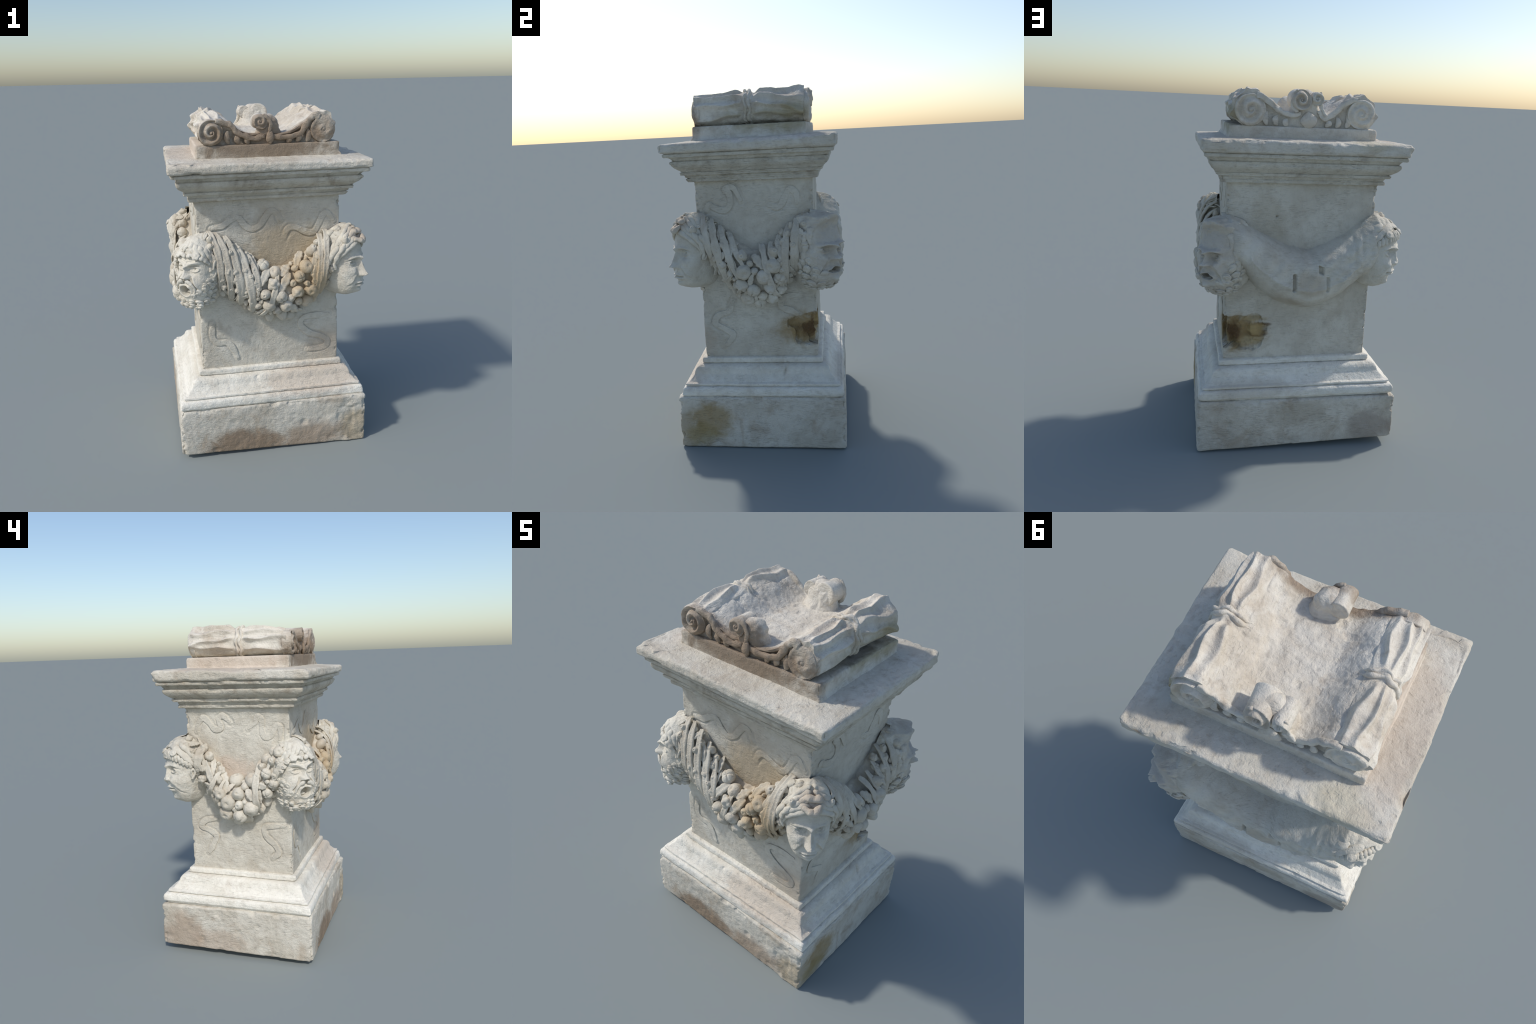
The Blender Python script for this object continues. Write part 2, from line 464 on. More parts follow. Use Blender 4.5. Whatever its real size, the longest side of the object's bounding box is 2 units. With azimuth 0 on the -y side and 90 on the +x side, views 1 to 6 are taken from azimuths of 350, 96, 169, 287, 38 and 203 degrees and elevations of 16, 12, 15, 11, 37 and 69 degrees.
for side, curves in RIBBON_CURVES.items():
    for c in curves:
        P = side_point(side, c[:, 0], c[:, 1]) + SIDE_N[side] * .0005
        t = np.linspace(0, 1, len(P))
        R = RIBBON_W * (np.minimum(1, .35 + 6 * t) * np.minimum(1, .5 + 4 * (1 - t))) * (1 + .12 * np.sin(t * 19 + side))
        add_tube('ribbon_relief', P, R, root, MAT_SHAFT, nv=20, flat=.17, boxy=.60, up=SIDE_N[side], rough=.0012, seed=side)

# cornice
CORNICE_PROFILE = [(1.480, -.10), (1.494, .0), (1.503, .02), (1.506, .17), (1.504, .225), (1.508, .255), (1.520, .265), (1.523, .235), (1.525, .215),
                   (1.532, .24), (1.540, .285), (1.545, .36), (1.543, .405), (1.547, .425), (1.556, .430), (1.559, .405), (1.560, .37),
                   (1.566, .41), (1.573, .50), (1.584, .605), (1.597, .675), (1.608, .705), (1.616, .695), (1.620, .66), (1.622, .61),
                   (1.630, .64), (1.639, .70), (1.644, .79), (1.642, .845), (1.646, .88), (1.657, .89), (1.661, .865), (1.664, .81), (1.668, .78), (1.668, .3)]
def d_cornice(P, side, sc, z, s):
    h = .005 * fbm(P, 6, 3, 41) + .003 * fbm(P, 30, 3, 42)
    for ze in (1.512, 1.549, 1.650, 1.61):
        h = h - .026 * G(z - ze, .009) * np.clip(fbm(P * np.array([1, 1, .4]), 13, 3, 43) - .12, 0, 1)
    worn = (side == 1) * .55 + (side == 2) * sstep(.15, .45, P[:, 0]) * .8
    fill = G(z - 1.628, .010) + G(z - 1.563, .008) + G(z - 1.530, .008)
    return h - .3 * worn * .004 * G(z - 1.61, .03) + .011 * (side == 1) * fill + .006 * (side == 2) * fill + .004 * (side == 0) * fill
block('cornice', SHAFT, ABACUS, CORNICE_PROFILE, .0045, root, MAT_CORNICE, d_cornice, arris=.008, chip=.05, chip_freq=16,
      seed=40, sharp=60)

# abacus slab
TOP_Z = 1.725
def d_abacus(P, side, sc, z, s):
    h = .005 * fbm(P, 6, 3, 51) + .0035 * fbm(P, 26, 3, 52)
    h = h - .075 * G(z - (TOP_Z + .002), .011) * np.clip(fbm(P, 9, 4, 53) - .08, 0, 1)
    h = h - .045 * G(z - 1.668, .010) * np.clip(fbm(P, 10, 4, 54) - .03, 0, 1)
    return h * sstep(.5, .98, s)
def w_abacus(V):
    top = V[:, 2] > TOP_Z - .004
    V[:, 2] += np.where(top, .004 * fbm(V, 9, 3, 55) + .0022 * fbm(V, 36, 3, 56), 0)
    edge = np.minimum.reduce([V[:, 0] + .54, .54 - V[:, 0], V[:, 1] + .455, .45 - V[:, 1]])
    V[:, 2] -= np.where(top, .045 * np.clip(fbm(V, 10, 3, 57) - .05, 0, 1) * np.exp(-np.maximum(edge, 0) / .018), 0)
    return V
block('abacus', SHAFT, ABACUS,
      [(1.660, .3), (1.662, .80), (1.666, .93), (1.672, .985), (1.680, 1.0), (1.712, 1.0), (1.719, .985), (TOP_Z, .94), (TOP_Z + .0015, .85),
       (TOP_Z + .004, .5), (TOP_Z + .009, .0), (TOP_Z + .010, -.6)],
      .005, root, MAT_ABACUS, d_abacus, arris=.012, chip=.075, chip_freq=13, seed=50,
      ztilt=[-.006, -.013, .006, .005], tilt_w=lambda z: sstep(1.66, 1.72, z), warp=w_abacus)

# upper block under the bolsters
def d_block(P, side, sc, z, s):
    h = .0035 * fbm(P, 8, 3, 61) + .0012 * fbm(P, 45, 2, 62)
    h = h + .010 * sstep(1.745, 1.722, z) * ((side == 3) | (side == 1))
    # claw-chisel flutes on the back
    h = h + .0012 * np.sin(P[:, 0] * 560 + 3 * vnoise(P, 20, 63)) * (side == 2)
    h = h - .010 * G(z - 1.795, .012) * np.clip(fbm(P, 12, 3, 64) - .1, 0, 1)
    return h * sstep(.8, .97, s)
block('bolster_base', BLOCK * .55, BLOCK,
      [(1.715, .9), (1.716, 1.0), (1.785, 1.0), (1.792, .995), (1.796, .975), (1.797, .90), (1.798, .3)],
      .005, root, MAT_TOP, d_block, arris=.006, chip=.018, seed=60)

# ------------------------------------------------------------------ draped bolsters and dish
def interp(x, pts):
    p = np.asarray(pts, float)
    return np.interp(x, p[:, 0], p[:, 1])

Y0, Y1 = -.312, .283
# crest heights along y for the left (-x) and right (+x) bolster
CREST_L = [(-.315, 1.925), (-.27, 1.940), (-.195, 1.961), (-.084, 1.972), (-.03, 1.984), (.0, 1.972), (.05, 1.982), (.15, 1.980), (.206, 1.966), (.274, 1.979), (.30, 1.974)]
CREST_R = [(-.315, 1.969), (-.26, 1.963), (-.216, 1.958), (-.158, 1.962), (-.101, 1.975), (-.069, 1.982), (-.01, 1.984), (.018, 1.974), (.049, 1.986), (.095, 1.980), (.135, 1.973), (.203, 1.977), (.263, 1.988), (.30, 1.985)]
BAND_L, BAND_R = -.018, -.018

def wrap(a):
    return (a + PI) % (2 * PI) - PI

def drape(side_sign, th, y):
    """height of folds over the bolster: th = 0 outwards, pi/2 at the crest"""
    band = BAND_L if side_sign < 0 else BAND_R
    ss = np.abs(y - band)
    half = np.where(y > band, 1, -1)
    h = np.zeros_like(th)
    # folds: (angle at band, angle at the end, width, height, half)
    folds = [(.25, -.10, .16, .020, 1), (.80, .55, .20, .017, 1), (1.25, 1.55, .15, .020, 1), (1.75, 2.10, .20, .018, 1), (2.3, 2.55, .14, .010, 1),
             (.15, .40, .17, .019, -1), (.70, 1.10, .17, .018, -1), (1.30, 1.45, .16, .019, -1), (1.80, 2.05, .16, .017, -1), (2.25, 2.35, .16, .012, -1),
             (-.40, -.20, .18, .014, 1), (-.45, -.55, .20, .016, -1)]
    if side_sign > 0:
        folds = [(a0 + .12, a1 - .15, w * 1.05, hh, hf) for a0, a1, w, hh, hf in folds]
    for a0, a1, w, hh, hf in folds:
        u = np.clip(ss / .30, 0, 1)
        ang = a0 + (a1 - a0) * u ** 1.4 + .07 * np.sin(9 * u + a0 * 5)
        prof = np.exp(-(np.abs(th - ang) / (w * (.70 + .5 * u))) ** 1.6)
        h = h + 1.05 * hh * prof * (half == hf) * sstep(.012, .07, ss) * (1 + .15 * np.sin(7 * u + 3 * a0))
    h = h - .006 * G(ss, .050) + .010 * G(ss, .020) * (1 + .35 * np.sin(th * 9 + 1))
    return h

def top_surface():
    ny = 190
    ys = np.linspace(Y0, Y1, ny)
    na, nd = 200, 150
    rows = []
    for y in ys:
        out = []
        for sgn in (-1, 1):
            crest = interp(y, CREST_L if sgn < 0 else CREST_R) - .015
            cx = .308 if sgn > 0 else -.305
            zc = 1.880
            rx_out = interp(y, [(-.31, .072), (-.1, .062), (.28, .058)]) if sgn < 0 else interp(y, [(-.31, .058), (0, .070), (.28, .076)])
            rz = crest - zc
            th = np.linspace(-1.52, 2.35, na)
            rx = np.where(th < PI / 2, rx_out, .098)
            rzz = np.where(th > 0, rz, .084)
            x = cx + sgn * rx * np.cos(th)
            z = zc + rzz * np.sin(th)
            out.append((x, z, th))
        # dish between the bolsters: cosine blend from the inner bolster flank to the floor
        lx, lz = out[0][0][-1], out[0][1][-1]
        rx, rz = out[1][0][-1], out[1][1][-1]
        u = np.linspace(0, 1, nd + 2)[1:-1]
        x = lx + (rx - lx) * u
        floor = 1.853 + .014 * (y - Y0) / (Y1 - Y0)
        edge = lz * (1 - u) + rz * u
        w = np.minimum(1, np.minimum(u, 1 - u) / .30)
        w = w ** .85
        z = edge + (floor - edge) * (w * w * (3 - 2 * w))
        X = np.concatenate([out[0][0], x, out[1][0][::-1]])
        Z = np.concatenate([out[0][1], z, out[1][1][::-1]])
        rows.append(np.stack([X, np.full_like(X, y), Z], -1))
    V = np.array(rows)
    m = V.shape[1]
    # normals in the section plane
    T = np.gradient(V, axis=1)
    Nn = np.stack([-T[..., 2], 0 * T[..., 0], T[..., 0]], -1)
    Nn /= np.linalg.norm(Nn, axis=-1)[..., None] + 1e-9
    Y = V[..., 1]
    th = np.linspace(-1.52, 2.35, na)
    D = np.zeros(V.shape[:2])
    fade = 1 - .75 * sstep(2.0, 2.35, th)
    D[:, :na] = drape(-1, np.broadcast_to(th, (ny, na)), Y[:, :na]) * fade
    D[:, -na:] = (drape(1, np.broadcast_to(th, (ny, na)), Y[:, -na:]) * fade)[:, ::-1]
    mid = np.zeros(m)
    mid[na:na + nd] = 1
    # folds run out into the dish near its rims
    D += .006 * fbm(V, 7, 3, 71) + .0022 * fbm(V, 24, 3, 72)
    D += mid[None] * (.006 * fbm(V, 14, 3, 73) - .014 * pits(V, 19, 74, .40) + .0025 * fbm(V, 55, 3, 75))
    D += (1 - mid)[None] * .0015 * fbm(V, 50, 2, 79)
    D *= .75 + .25 * sstep(0, .03, np.minimum(Y - Y0, Y1 - Y))
    V = V + Nn * D[..., None]
    # slightly ragged ends
    endf = np.minimum(Y - Y0, Y1 - Y) < .004
    V[..., 1] += np.where(endf, .006 * fbm(V, 20, 3, 76), 0)
    return V, na, nd

TV, NA, ND = top_surface()
ny, m, _ = TV.shape
allV = TV.reshape(-1, 3)
allF = grid_faces(ny, m, False, flip=True)
tmp = bpy.data.meshes.new('tmp')
tmp.from_pydata([tuple(v) for v in allV], [], [tuple(f) for f in allF])
vn = np.zeros(len(tmp.vertices) * 3, np.float32)
tmp.vertex_normals.foreach_get('vector', vn)
vn = vn.reshape(-1, 3)
bpy.data.meshes.remove(tmp)
def strip(name, i0, i1):
    cols = np.arange(i0, i1)
    idx = (np.arange(ny)[:, None] * m + cols[None]).ravel()
    F = grid_faces(ny, len(cols), False, flip=True)
    ob = new_object(name, allV[idx], F, root, MAT_TOP)
    ob.data.normals_split_custom_set_from_vertices([tuple(n) for n in vn[idx]])
    return ob
strip('bolster', 0, NA + 1)
strip('dish', NA, NA + ND + 1)
strip('bolster', NA + ND, m)

# end panels closing both ends of the draped top, with a recessed, lumpy relief between the scrolls
def end_panel(y, row, ndir, seed):
    X, Z = row[:, 0], row[:, 2]
    n = 26
    base = np.stack([np.clip(X, -.335, .335), 0 * X, np.full_like(X, 1.790)], -1)
    topv = np.stack([X, 0 * X, Z], -1)
    u = np.linspace(0, 1, n)[:, None, None]
    V = topv[None] * (1 - u) + base[None] * u
    u = u[..., 0]
    rec = .020 * sstep(.10, .30, u) * G(np.abs(V[..., 0]) - .15, .10)
    h = -rec + .007 * fbm(V, 22, 3, seed)
    h = h * sstep(0, .06, u)
    V[..., 1] = y + ndir * h
    edge = row[:, 1][None]
    V[..., 1] += (edge - y) * (1 - sstep(0, .08, u))
    F = grid_faces(n, len(X), False, flip=(ndir > 0))
    return new_object('end_panel', V.reshape(-1, 3), F, root, MAT_TOP)
end_panel(Y0, TV[0], -1, 81)
end_panel(Y1, TV[-1], 1, 82)

def scroll(cx, cz, y, ndir, R, turns, way, tail=(), depth=.020, band=.017, seed=0, skirt=.03):
    """coiled relief on a disc, with the outermost turn running on as a flat band along tail points"""
    nr, na_ = 56, 130
    r = np.concatenate([np.linspace(.0, .93, nr - 8), np.linspace(.94, 1, 8)])[:, None]
    a = np.linspace(0, 2 * PI, na_, endpoint=False)[None]
    ph = way * (a - PI / 2) - 2 * PI * turns * r ** .9
    rel = (.5 + .5 * np.cos(ph)) ** .8
    boss = G(r, .13)
    h = depth * np.maximum(rel * sstep(.05, .2, r), boss) + .006 * (1 - r ** 2)
    h = h * (1 - sstep(.92, 1.0, r)) - skirt * sstep(.93, 1.0, r) + 0 * a
    back_r = np.linspace(.97, .02, 7)[:, None]
    r = np.vstack([r, back_r])
    h = np.vstack([h, np.full((7, na_), -skirt - .004)])
    nr = nr + 7
    X = cx + R * r * np.cos(a)
    Z = cz + R * r * np.sin(a)
    P = np.stack([X, y + ndir * h, Z], -1)
    P[..., 1] += ndir * .005 * fbm(P, 30, 3, 400 + seed) * (r < .95)
    P[..., 0] += .003 * fbm(P, 18, 2, 410 + seed)
    P[..., 2] += .003 * fbm(P, 18, 2, 420 + seed)
    ob = new_object('scroll', P.reshape(-1, 3), grid_faces(nr, na_, True, flip=(ndir < 0)), root, MAT_TOP)
    if len(tail):
        T = np.array([(a_, y, b_) for a_, b_ in tail])
        T = np.vstack([[cx + .35 * R * (1 if tail[0][0] > cx else -1), y, cz + R * .86], T])
        add_tube('scroll_band', catmull(T, 46), band * np.linspace(1, .8, 46), root, MAT_TOP, nv=16, flat=.75, boxy=.75, up=(0, 1, 0), rough=.005, seed=seed)
    return ob

yf, yb = Y0 - .004, Y1 + .004
scroll(-.312, 1.864, yf, -1, .072, 1.9, -1, [(-.255, 1.918), (-.208, 1.902), (-.165, 1.860), (-.09, 1.828), (-.02, 1.838)], seed=1)
scroll(.306, 1.866, yf, -1, .074, 1.3, 1, [(.255, 1.940), (.216, 1.900), (.178, 1.850), (.10, 1.830), (.02, 1.838)], depth=.007, seed=2)
scroll(.304, 1.876, yb, 1, .086, 1.9, 1, [(.25, 1.945), (.20, 1.912), (.15, 1.878), (.09, 1.858), (.04, 1.866)], seed=3)
scroll(-.294, 1.874, yb, 1, .082, 2.3, -1, [(-.24, 1.945), (-.19, 1.918), (-.135, 1.866), (-.09, 1.846), (-.06, 1.880)], depth=.009, seed=4)

# middle volutes: rolls lying front to back, with coil relief on the outer face
def roll(name, C, S, seed, power=2.6, squash_back=.25):
    d, F, ends = sphere_grid(70, 90)
    d = d[:, [0, 2, 1]]
    r = (np.abs(d) ** power).sum(1) ** (-1 / power)
    V = d * r[:, None] * np.array(S)
    low = sstep(.1, -.9, V[:, 2] / S[2])
    V[:, 0] *= 1 - .10 * (V[:, 2] / S[2]) + .45 * low
    V[:, 1] *= 1 + .55 * low * (V[:, 1] * C[1] < 0)
    V += d * (.020 * fbm(V + C, 11, 3, seed) + .004 * fbm(V + C, 40, 2, seed + 1))[:, None]
    ob = new_object(name, V + np.array(C), F[:, ::-1], root, MAT_TOP, ngons=[e[::-1] for e in ends])
    return ob
roll('volute', (.008, -.266, 1.884), (.060, .050, .074), 91)
roll('volute', (.008, .234, 1.902), (.074, .056, .084), 92)
scroll(-.044, 1.915, yf - .006, -1, .042, 1.5, 1, [(.0, 1.930), (.012, 1.895), (.005, 1.845), (.01, 1.80)], band=.011, depth=.009, seed=5, skirt=.09)
scroll(.040, 1.936, yb + .010, 1, .056, 1.7, -1, [(.070, 1.965), (.088, 1.915), (.06, 1.872)], band=.010, seed=6, skirt=.10)
scroll(-.046, 1.945, yb + .006, 1, .036, 1.3, 1, [(-.068, 1.955), (-.072, 1.90), (-.095, 1.862)], band=.011, seed=7, skirt=.09)
# palmette leaves filling the panels
def leaf_tube(pts, w, parent, mat, up, flat=.45, name='palmette', seed=0):
    P = catmull(pts, 24)
    t = np.linspace(0, 1, 24)
    add_tube(name, P, w * (np.sin(PI * np.clip(t * .93 + .05, 0, 1)) ** .7 + .05), parent, mat, nv=12, flat=flat, up=up, rough=.002, seed=seed)
for sx, y, nd_ in ((-1, yf, -1), (1, yf, -1), (-1, yb, 1), (1, yb, 1)):
    yy = y + .006 * -nd_
    for k in range(3):
        x0 = sx * (.215 - .055 * k)
        leaf_tube([(x0, yy, 1.800), (x0 + sx * .012, yy + nd_ * .006, 1.835 - .008 * k), (x0 + sx * .002, yy, 1.872 - .018 * k)], .016, root, MAT_TOP, (0, 1, 0), seed=k)
leaf_tube([(.01, yf, 1.795), (.008, yf - .01, 1.83), (.012, yf - .004, 1.868)], .022, root, MAT_TOP, (0, 1, 0))
leaf_tube([(-.005, yb + .004, 1.795), (-.005, yb + .012, 1.83), (.0, yb + .006, 1.875)], .045, root, MAT_TOP, (0, 1, 0), flat=.3)
# straps tying the bolsters, following the draped surface
irow = int(np.argmin(np.abs(np.linspace(Y0, Y1, ny) - BAND_L)))
for cols in (np.arange(6, NA + 12, 4), np.arange(m - 7, m - NA - 12, -4)):
    base_line = TV[irow][cols]
    k = np.arange(len(cols))
    for off, w in ((-.012, .010), (.010, .011)):
        P = base_line.copy()
        P[:, 1] += off + .005 * np.sin(k * .45)
        mid_ = np.array([np.sign(base_line[0, 0]) * .305, 0, 1.88])
        outw = P - mid_
        outw[:, 1] = 0
        outw /= np.linalg.norm(outw, axis=1)[:, None]
        P = P + outw * (-.003 + .002 * np.sin(k * .6 + off * 90))[:, None]
        R = w * (1 + .16 * np.sin(k * .55 + off * 200)) * np.clip(.25 * (len(k) - k), .15, 1)
        add_tube('strap', P, R, root, MAT_TOP, nv=14, flat=.8, up=(0, 1, 0), rough=.003, seed=int(1000 * w))

# ------------------------------------------------------------------ garlands
GARLAND = {  # a (x or y along the wall), top z, bottom z
    0: [(-.385, 1.345, 1.00), (-.33, 1.33, .955), (-.25, 1.30, .915), (-.16, 1.22, .88), (-.09, 1.17, .84), (0, 1.13, .815), (.10, 1.135, .812), (.18, 1.19, .84), (.25, 1.25, .885), (.32, 1.30, .95), (.385, 1.33, 1.02)],
    3: [(-.30, 1.31, 1.06), (-.25, 1.28, 1.00), (-.18, 1.21, .93), (-.12, 1.13, .87), (-.04, 1.085, .825), (.04, 1.105, .845), (.115, 1.20, .93), (.18, 1.29, 1.02), (.25, 1.33, 1.09), (.30, 1.34, 1.12)],
    1: [(-.31, 1.335, 1.10), (-.25, 1.305, 1.04), (-.17, 1.24, .935), (-.10, 1.19, .86), (-.02, 1.145, .828), (.06, 1.155, .835), (.13, 1.21, .885), (.19, 1.27, .96), (.25, 1.31, 1.03), (.30, 1.33, 1.08)],
}
def garland_frame(side, a, ang, bulge):
    """point on the garland core: ang = -90 (bottom) .. 90 (top) degrees in radians"""
    tab = np.array(GARLAND[side])
    top = np.interp(a, tab[:, 0], tab[:, 1]) - .016
    bot = np.interp(a, tab[:, 0], tab[:, 2]) - .002 + .55 * np.maximum(np.abs(a) - .10, 0) * (.45 if side == 0 else .35)
    zc, rv = (top + bot) / 2, (top - bot) / 2
    wall = side_point(side, a, zc)
    n = SIDE_N[side]
    bulge = bulge + (.008 if side == 1 else 0) + .014 * np.exp(-(np.asarray(a) / .15) ** 2)
    p = wall + n * (bulge * np.cos(ang) * np.where(ang < 0, 1 - .10 * np.sin(ang) ** 2, 1))[..., None]
    p[..., 2] += rv * np.sin(ang)
    nr = n * (np.cos(ang) * rv)[..., None]
    nr = nr + np.array([0, 0, 1]) * (np.sin(ang) * bulge)[..., None]
    nr /= np.linalg.norm(nr, axis=-1)[..., None]
    return p, nr

def garland_core(side, bulge, seed):
    tab = np.array(GARLAND[side])
    a = np.linspace(tab[0, 0], tab[-1, 0], 150)
    g = np.radians(np.linspace(-100, 100, 60))
    A, Gg = np.meshgrid(a, g, indexing='ij')
    end = np.minimum(A - tab[0, 0], tab[-1, 0] - A)
    shut = np.sqrt(np.clip(1 - np.clip(1 - end / .05, 0, 1) ** 2, .0004, 1))
    P, Nn = garland_frame(side, A, Gg, bulge * shut)
    P = P + shut[..., None] * Nn * (.012 * fbm(P, 16, 3, seed) + .012 * np.abs(fbm(P, 34, 2, seed + 3)) - .016)[..., None]
    flip = side in (0, 1)
    return new_object('garland', P.reshape(-1, 3), grid_faces(150, 60, False, flip=not flip), root, MAT_GARLAND)

def fruit_mesh(name, shape, seed):
    d, F, ends = sphere_grid(22, 28)
    z = d[:, 2]
    if shape == 'apple':
        r = 1 - .35 * np.exp(-((1 - z) / .05)) * 1.0 + .05 * vnoise(d, 2, seed)
        V = d * r[:, None] * np.array([1, 1, .95])
    elif shape == 'fig':
        r = 1 + .06 * np.cos(3 * np.arctan2(d[:, 1], d[:, 0])) * (1 - z * z)
        V = d * r[:, None] * np.array([.85, .85, 1.15])
        V[:, :2] *= (1 - .35 * np.clip(z, 0, 1))[:, None]
        V[:, 2] -= .3 * np.exp(-((1 - z) / .04))
    elif shape == 'cluster':
        lobes = np.array([(.75, .2, .3), (-.5, .7, .2), (-.3, -.7, .35), (.1, 0, .95), (.5, -.6, .5), (-.7, 0, .6)])
        lobes /= np.linalg.norm(lobes, axis=1)[:, None]
        dd = np.clip((d @ lobes.T), -1, 1)
        r = .78 + .30 * np.exp(-((1 - dd.max(1)) / .11))
        V = d * r[:, None]
    else:  # quartered blossom
        k = np.abs(np.sin(2 * np.arctan2(d[:, 1], d[:, 0])))
        r = 1 - .22 * (1 - k) ** 3 * (.3 + .7 * np.clip(z, 0, 1)) - .2 * np.exp(-((1 - z) / .03))
        V = d * r[:, None] * np.array([1, 1, .85])
    V = V * (1 + .05 * fbm(d, 3, 2, seed))[:, None]
    me = bpy.data.meshes.new(name)
    me.from_pydata([tuple(v) for v in V], [], [tuple(f) for f in F] + list(ends))
    me.polygons.foreach_set('use_smooth', np.full(len(me.polygons), True))
    me.materials.append(MAT_GARLAND)
    return me
FRUIT = [fruit_mesh('fruit', s, k) for k, s in enumerate(('apple', 'fig', 'cluster', 'blossom', 'apple', 'fig'))]

def basis(n, spin, tilt=(0, 0)):
    n = np.asarray(n) / np.linalg.norm(n)
    z = Vector(n) + Vector((tilt[0], tilt[0] * .5, tilt[1]))
    q = z.normalized().to_track_quat('Z', 'Y').to_matrix().to_4x4()
    return q @ Matrix.Rotation(spin, 4, 'Z')

def put_fruit(side, parent, a, ang, r, kind, bulge, lift=.35, squash=1.0):
    p, n = garland_frame(side, np.array(a), np.array(ang), np.array(bulge))
    M = Matrix.Translation(Vector(p + n * r * lift)) @ basis(n, RNG.uniform(0, 6.28), (RNG.uniform(-.5, .5), RNG.uniform(-.6, .2)))
    M = M @ Matrix.Diagonal((r, r * RNG.uniform(.88, 1.1), r * squash, 1))
    link_copy(FRUIT[kind], 'fruit', parent, M)

def strand(side, parent, a0, a1, g0, g1, w, bulge, lift, name='leaf', bow=0.0, groove=True, seed=0, flat=.5, taper=True):
    """a long pod, leaf or strap lying across the garland from angle g0 to g1 (degrees)"""
    n = 34
    t = np.linspace(0, 1, n)
    a = a0 + (a1 - a0) * t + bow * np.sin(PI * t)
    g = np.radians(g0 + (g1 - g0) * t)
    P, Nn = garland_frame(side, a, g, np.full(n, bulge))
    P = P + Nn * lift
    R = w * (np.sin(PI * np.clip(.08 + .88 * t, 0, 1)) ** .55 if taper else np.ones(n)) * (1 + .10 * np.sin(t * 23 + seed))
    T = np.gradient(P, axis=0)
    T /= np.linalg.norm(T, axis=1)[:, None]
    V, F = tube(P, R, nv=16, flat=flat, up=Nn)
    if groove:
        a_ = np.linspace(0, 2 * PI, 16, endpoint=False)
        cut = np.exp(-(wrap(a_ - PI / 2) / .45) ** 2)
        Vb = V[:n * 16].reshape(n, 16, 3)
        Vb -= (Nn[:, None] * (cut[None, :, None] * R[:, None, None] * .30))
        V[:n * 16] = Vb.reshape(-1, 3)
    V = V + .0025 * np.stack([vnoise(V, 40, seed + k) for k in range(3)], -1)
    me = bpy.data.meshes.new(name)
    me.from_pydata([tuple(v) for v in V], [], tri_fix(F.tolist()))
    me.polygons.foreach_set('use_smooth', np.full(len(me.polygons), True))
    me.materials.append(MAT_GARLAND)
    ob = bpy.data.objects.new(name, me)
    bpy.context.scene.collection.objects.link(ob)
    ob.parent = parent
    return ob

BULGE = .102
def fill_fruit(side, parent, a0, a1, r0, r1, kinds, g0=-78, g1=74, leaves=.25):
    """pack fruit (big ones first) and small leaves over a stretch of the garland by dart throwing"""
    placed = []
    for k in range(2200):
        r = r1 + (r0 - r1) * (k / 2200) ** .8
        a, ang = RNG.uniform(a0, a1), math.radians(RNG.uniform(g0, g1))
        p, n = garland_frame(side, np.array(a), np.array(ang), np.array(BULGE))
        if all(np.linalg.norm(p - q) > .80 * (r + rr) for q, rr in placed):
            placed.append((p, r))
            if RNG.uniform() < leaves:
                da, dg = RNG.uniform(-.035, .035), RNG.choice([-1, 1]) * RNG.uniform(14, 24)
                strand(side, parent, a - da, a + da, math.degrees(ang) - dg, math.degrees(ang) + dg, r * .62, BULGE, .012, seed=k)
            else:
                put_fruit(side, parent, a, ang, r, kinds[len(placed) % len(kinds)], BULGE, lift=.12)

# front: long pods near the bearded head, fruit in the middle, straps near the young head
g = garland_core(0, BULGE, 101)
for k, (a0, a1, g0, g1, w) in enumerate([(-.352, -.305, 84, -58, .020), (-.318, -.245, 86, -72, .022), (-.262, -.185, 82, -84, .023), (-.205, -.118, 80, -80, .024),
                                          (-.155, -.100, 76, -12, .018)]):
    strand(0, g, a0, a1, g0, g1, w, BULGE, .016, bow=.024, seed=k)
strand(0, g, .02, -.085, 45, -70, .018, BULGE, .022, bow=.01, seed=7)
strand(0, g, .285, .235, 88, -82, .017, BULGE, .020, name='strap', taper=False, seed=8, flat=.4)
strand(0, g, .315, .272, 88, -76, .017, BULGE, .024, name='strap', taper=False, seed=9, flat=.4)
fill_fruit(0, g, -.10, .24, .015, .040, [0, 1, 3, 2, 4, 5])
fill_fruit(0, g, -.37, -.11, .012, .026, [1, 3, 2, 5], leaves=.45)
fill_fruit(0, g, .25, .38, .012, .028, [2, 3, 1])
# left side
g = garland_core(3, BULGE, 102)
strand(3, g, -.165, -.150, 85, -75, .020, BULGE, .024, name='strap', taper=False, seed=11, flat=.4, bow=.01)
strand(3, g, .075, .165, 60, -70, .016, BULGE, .024, seed=12)
strand(3, g, .045, .125, 55, -75, .014, BULGE, .024, seed=13)
strand(3, g, .19, .215, 72, -20, .030, BULGE, .012, seed=14)
fill_fruit(3, g, -.14, .08, .015, .046, [0, 4, 1, 0, 3], leaves=.15)
fill_fruit(3, g, -.29, -.15, .014, .034, [0, 1, 3])
fill_fruit(3, g, .08, .29, .014, .032, [2, 3, 1, 0], leaves=.4)
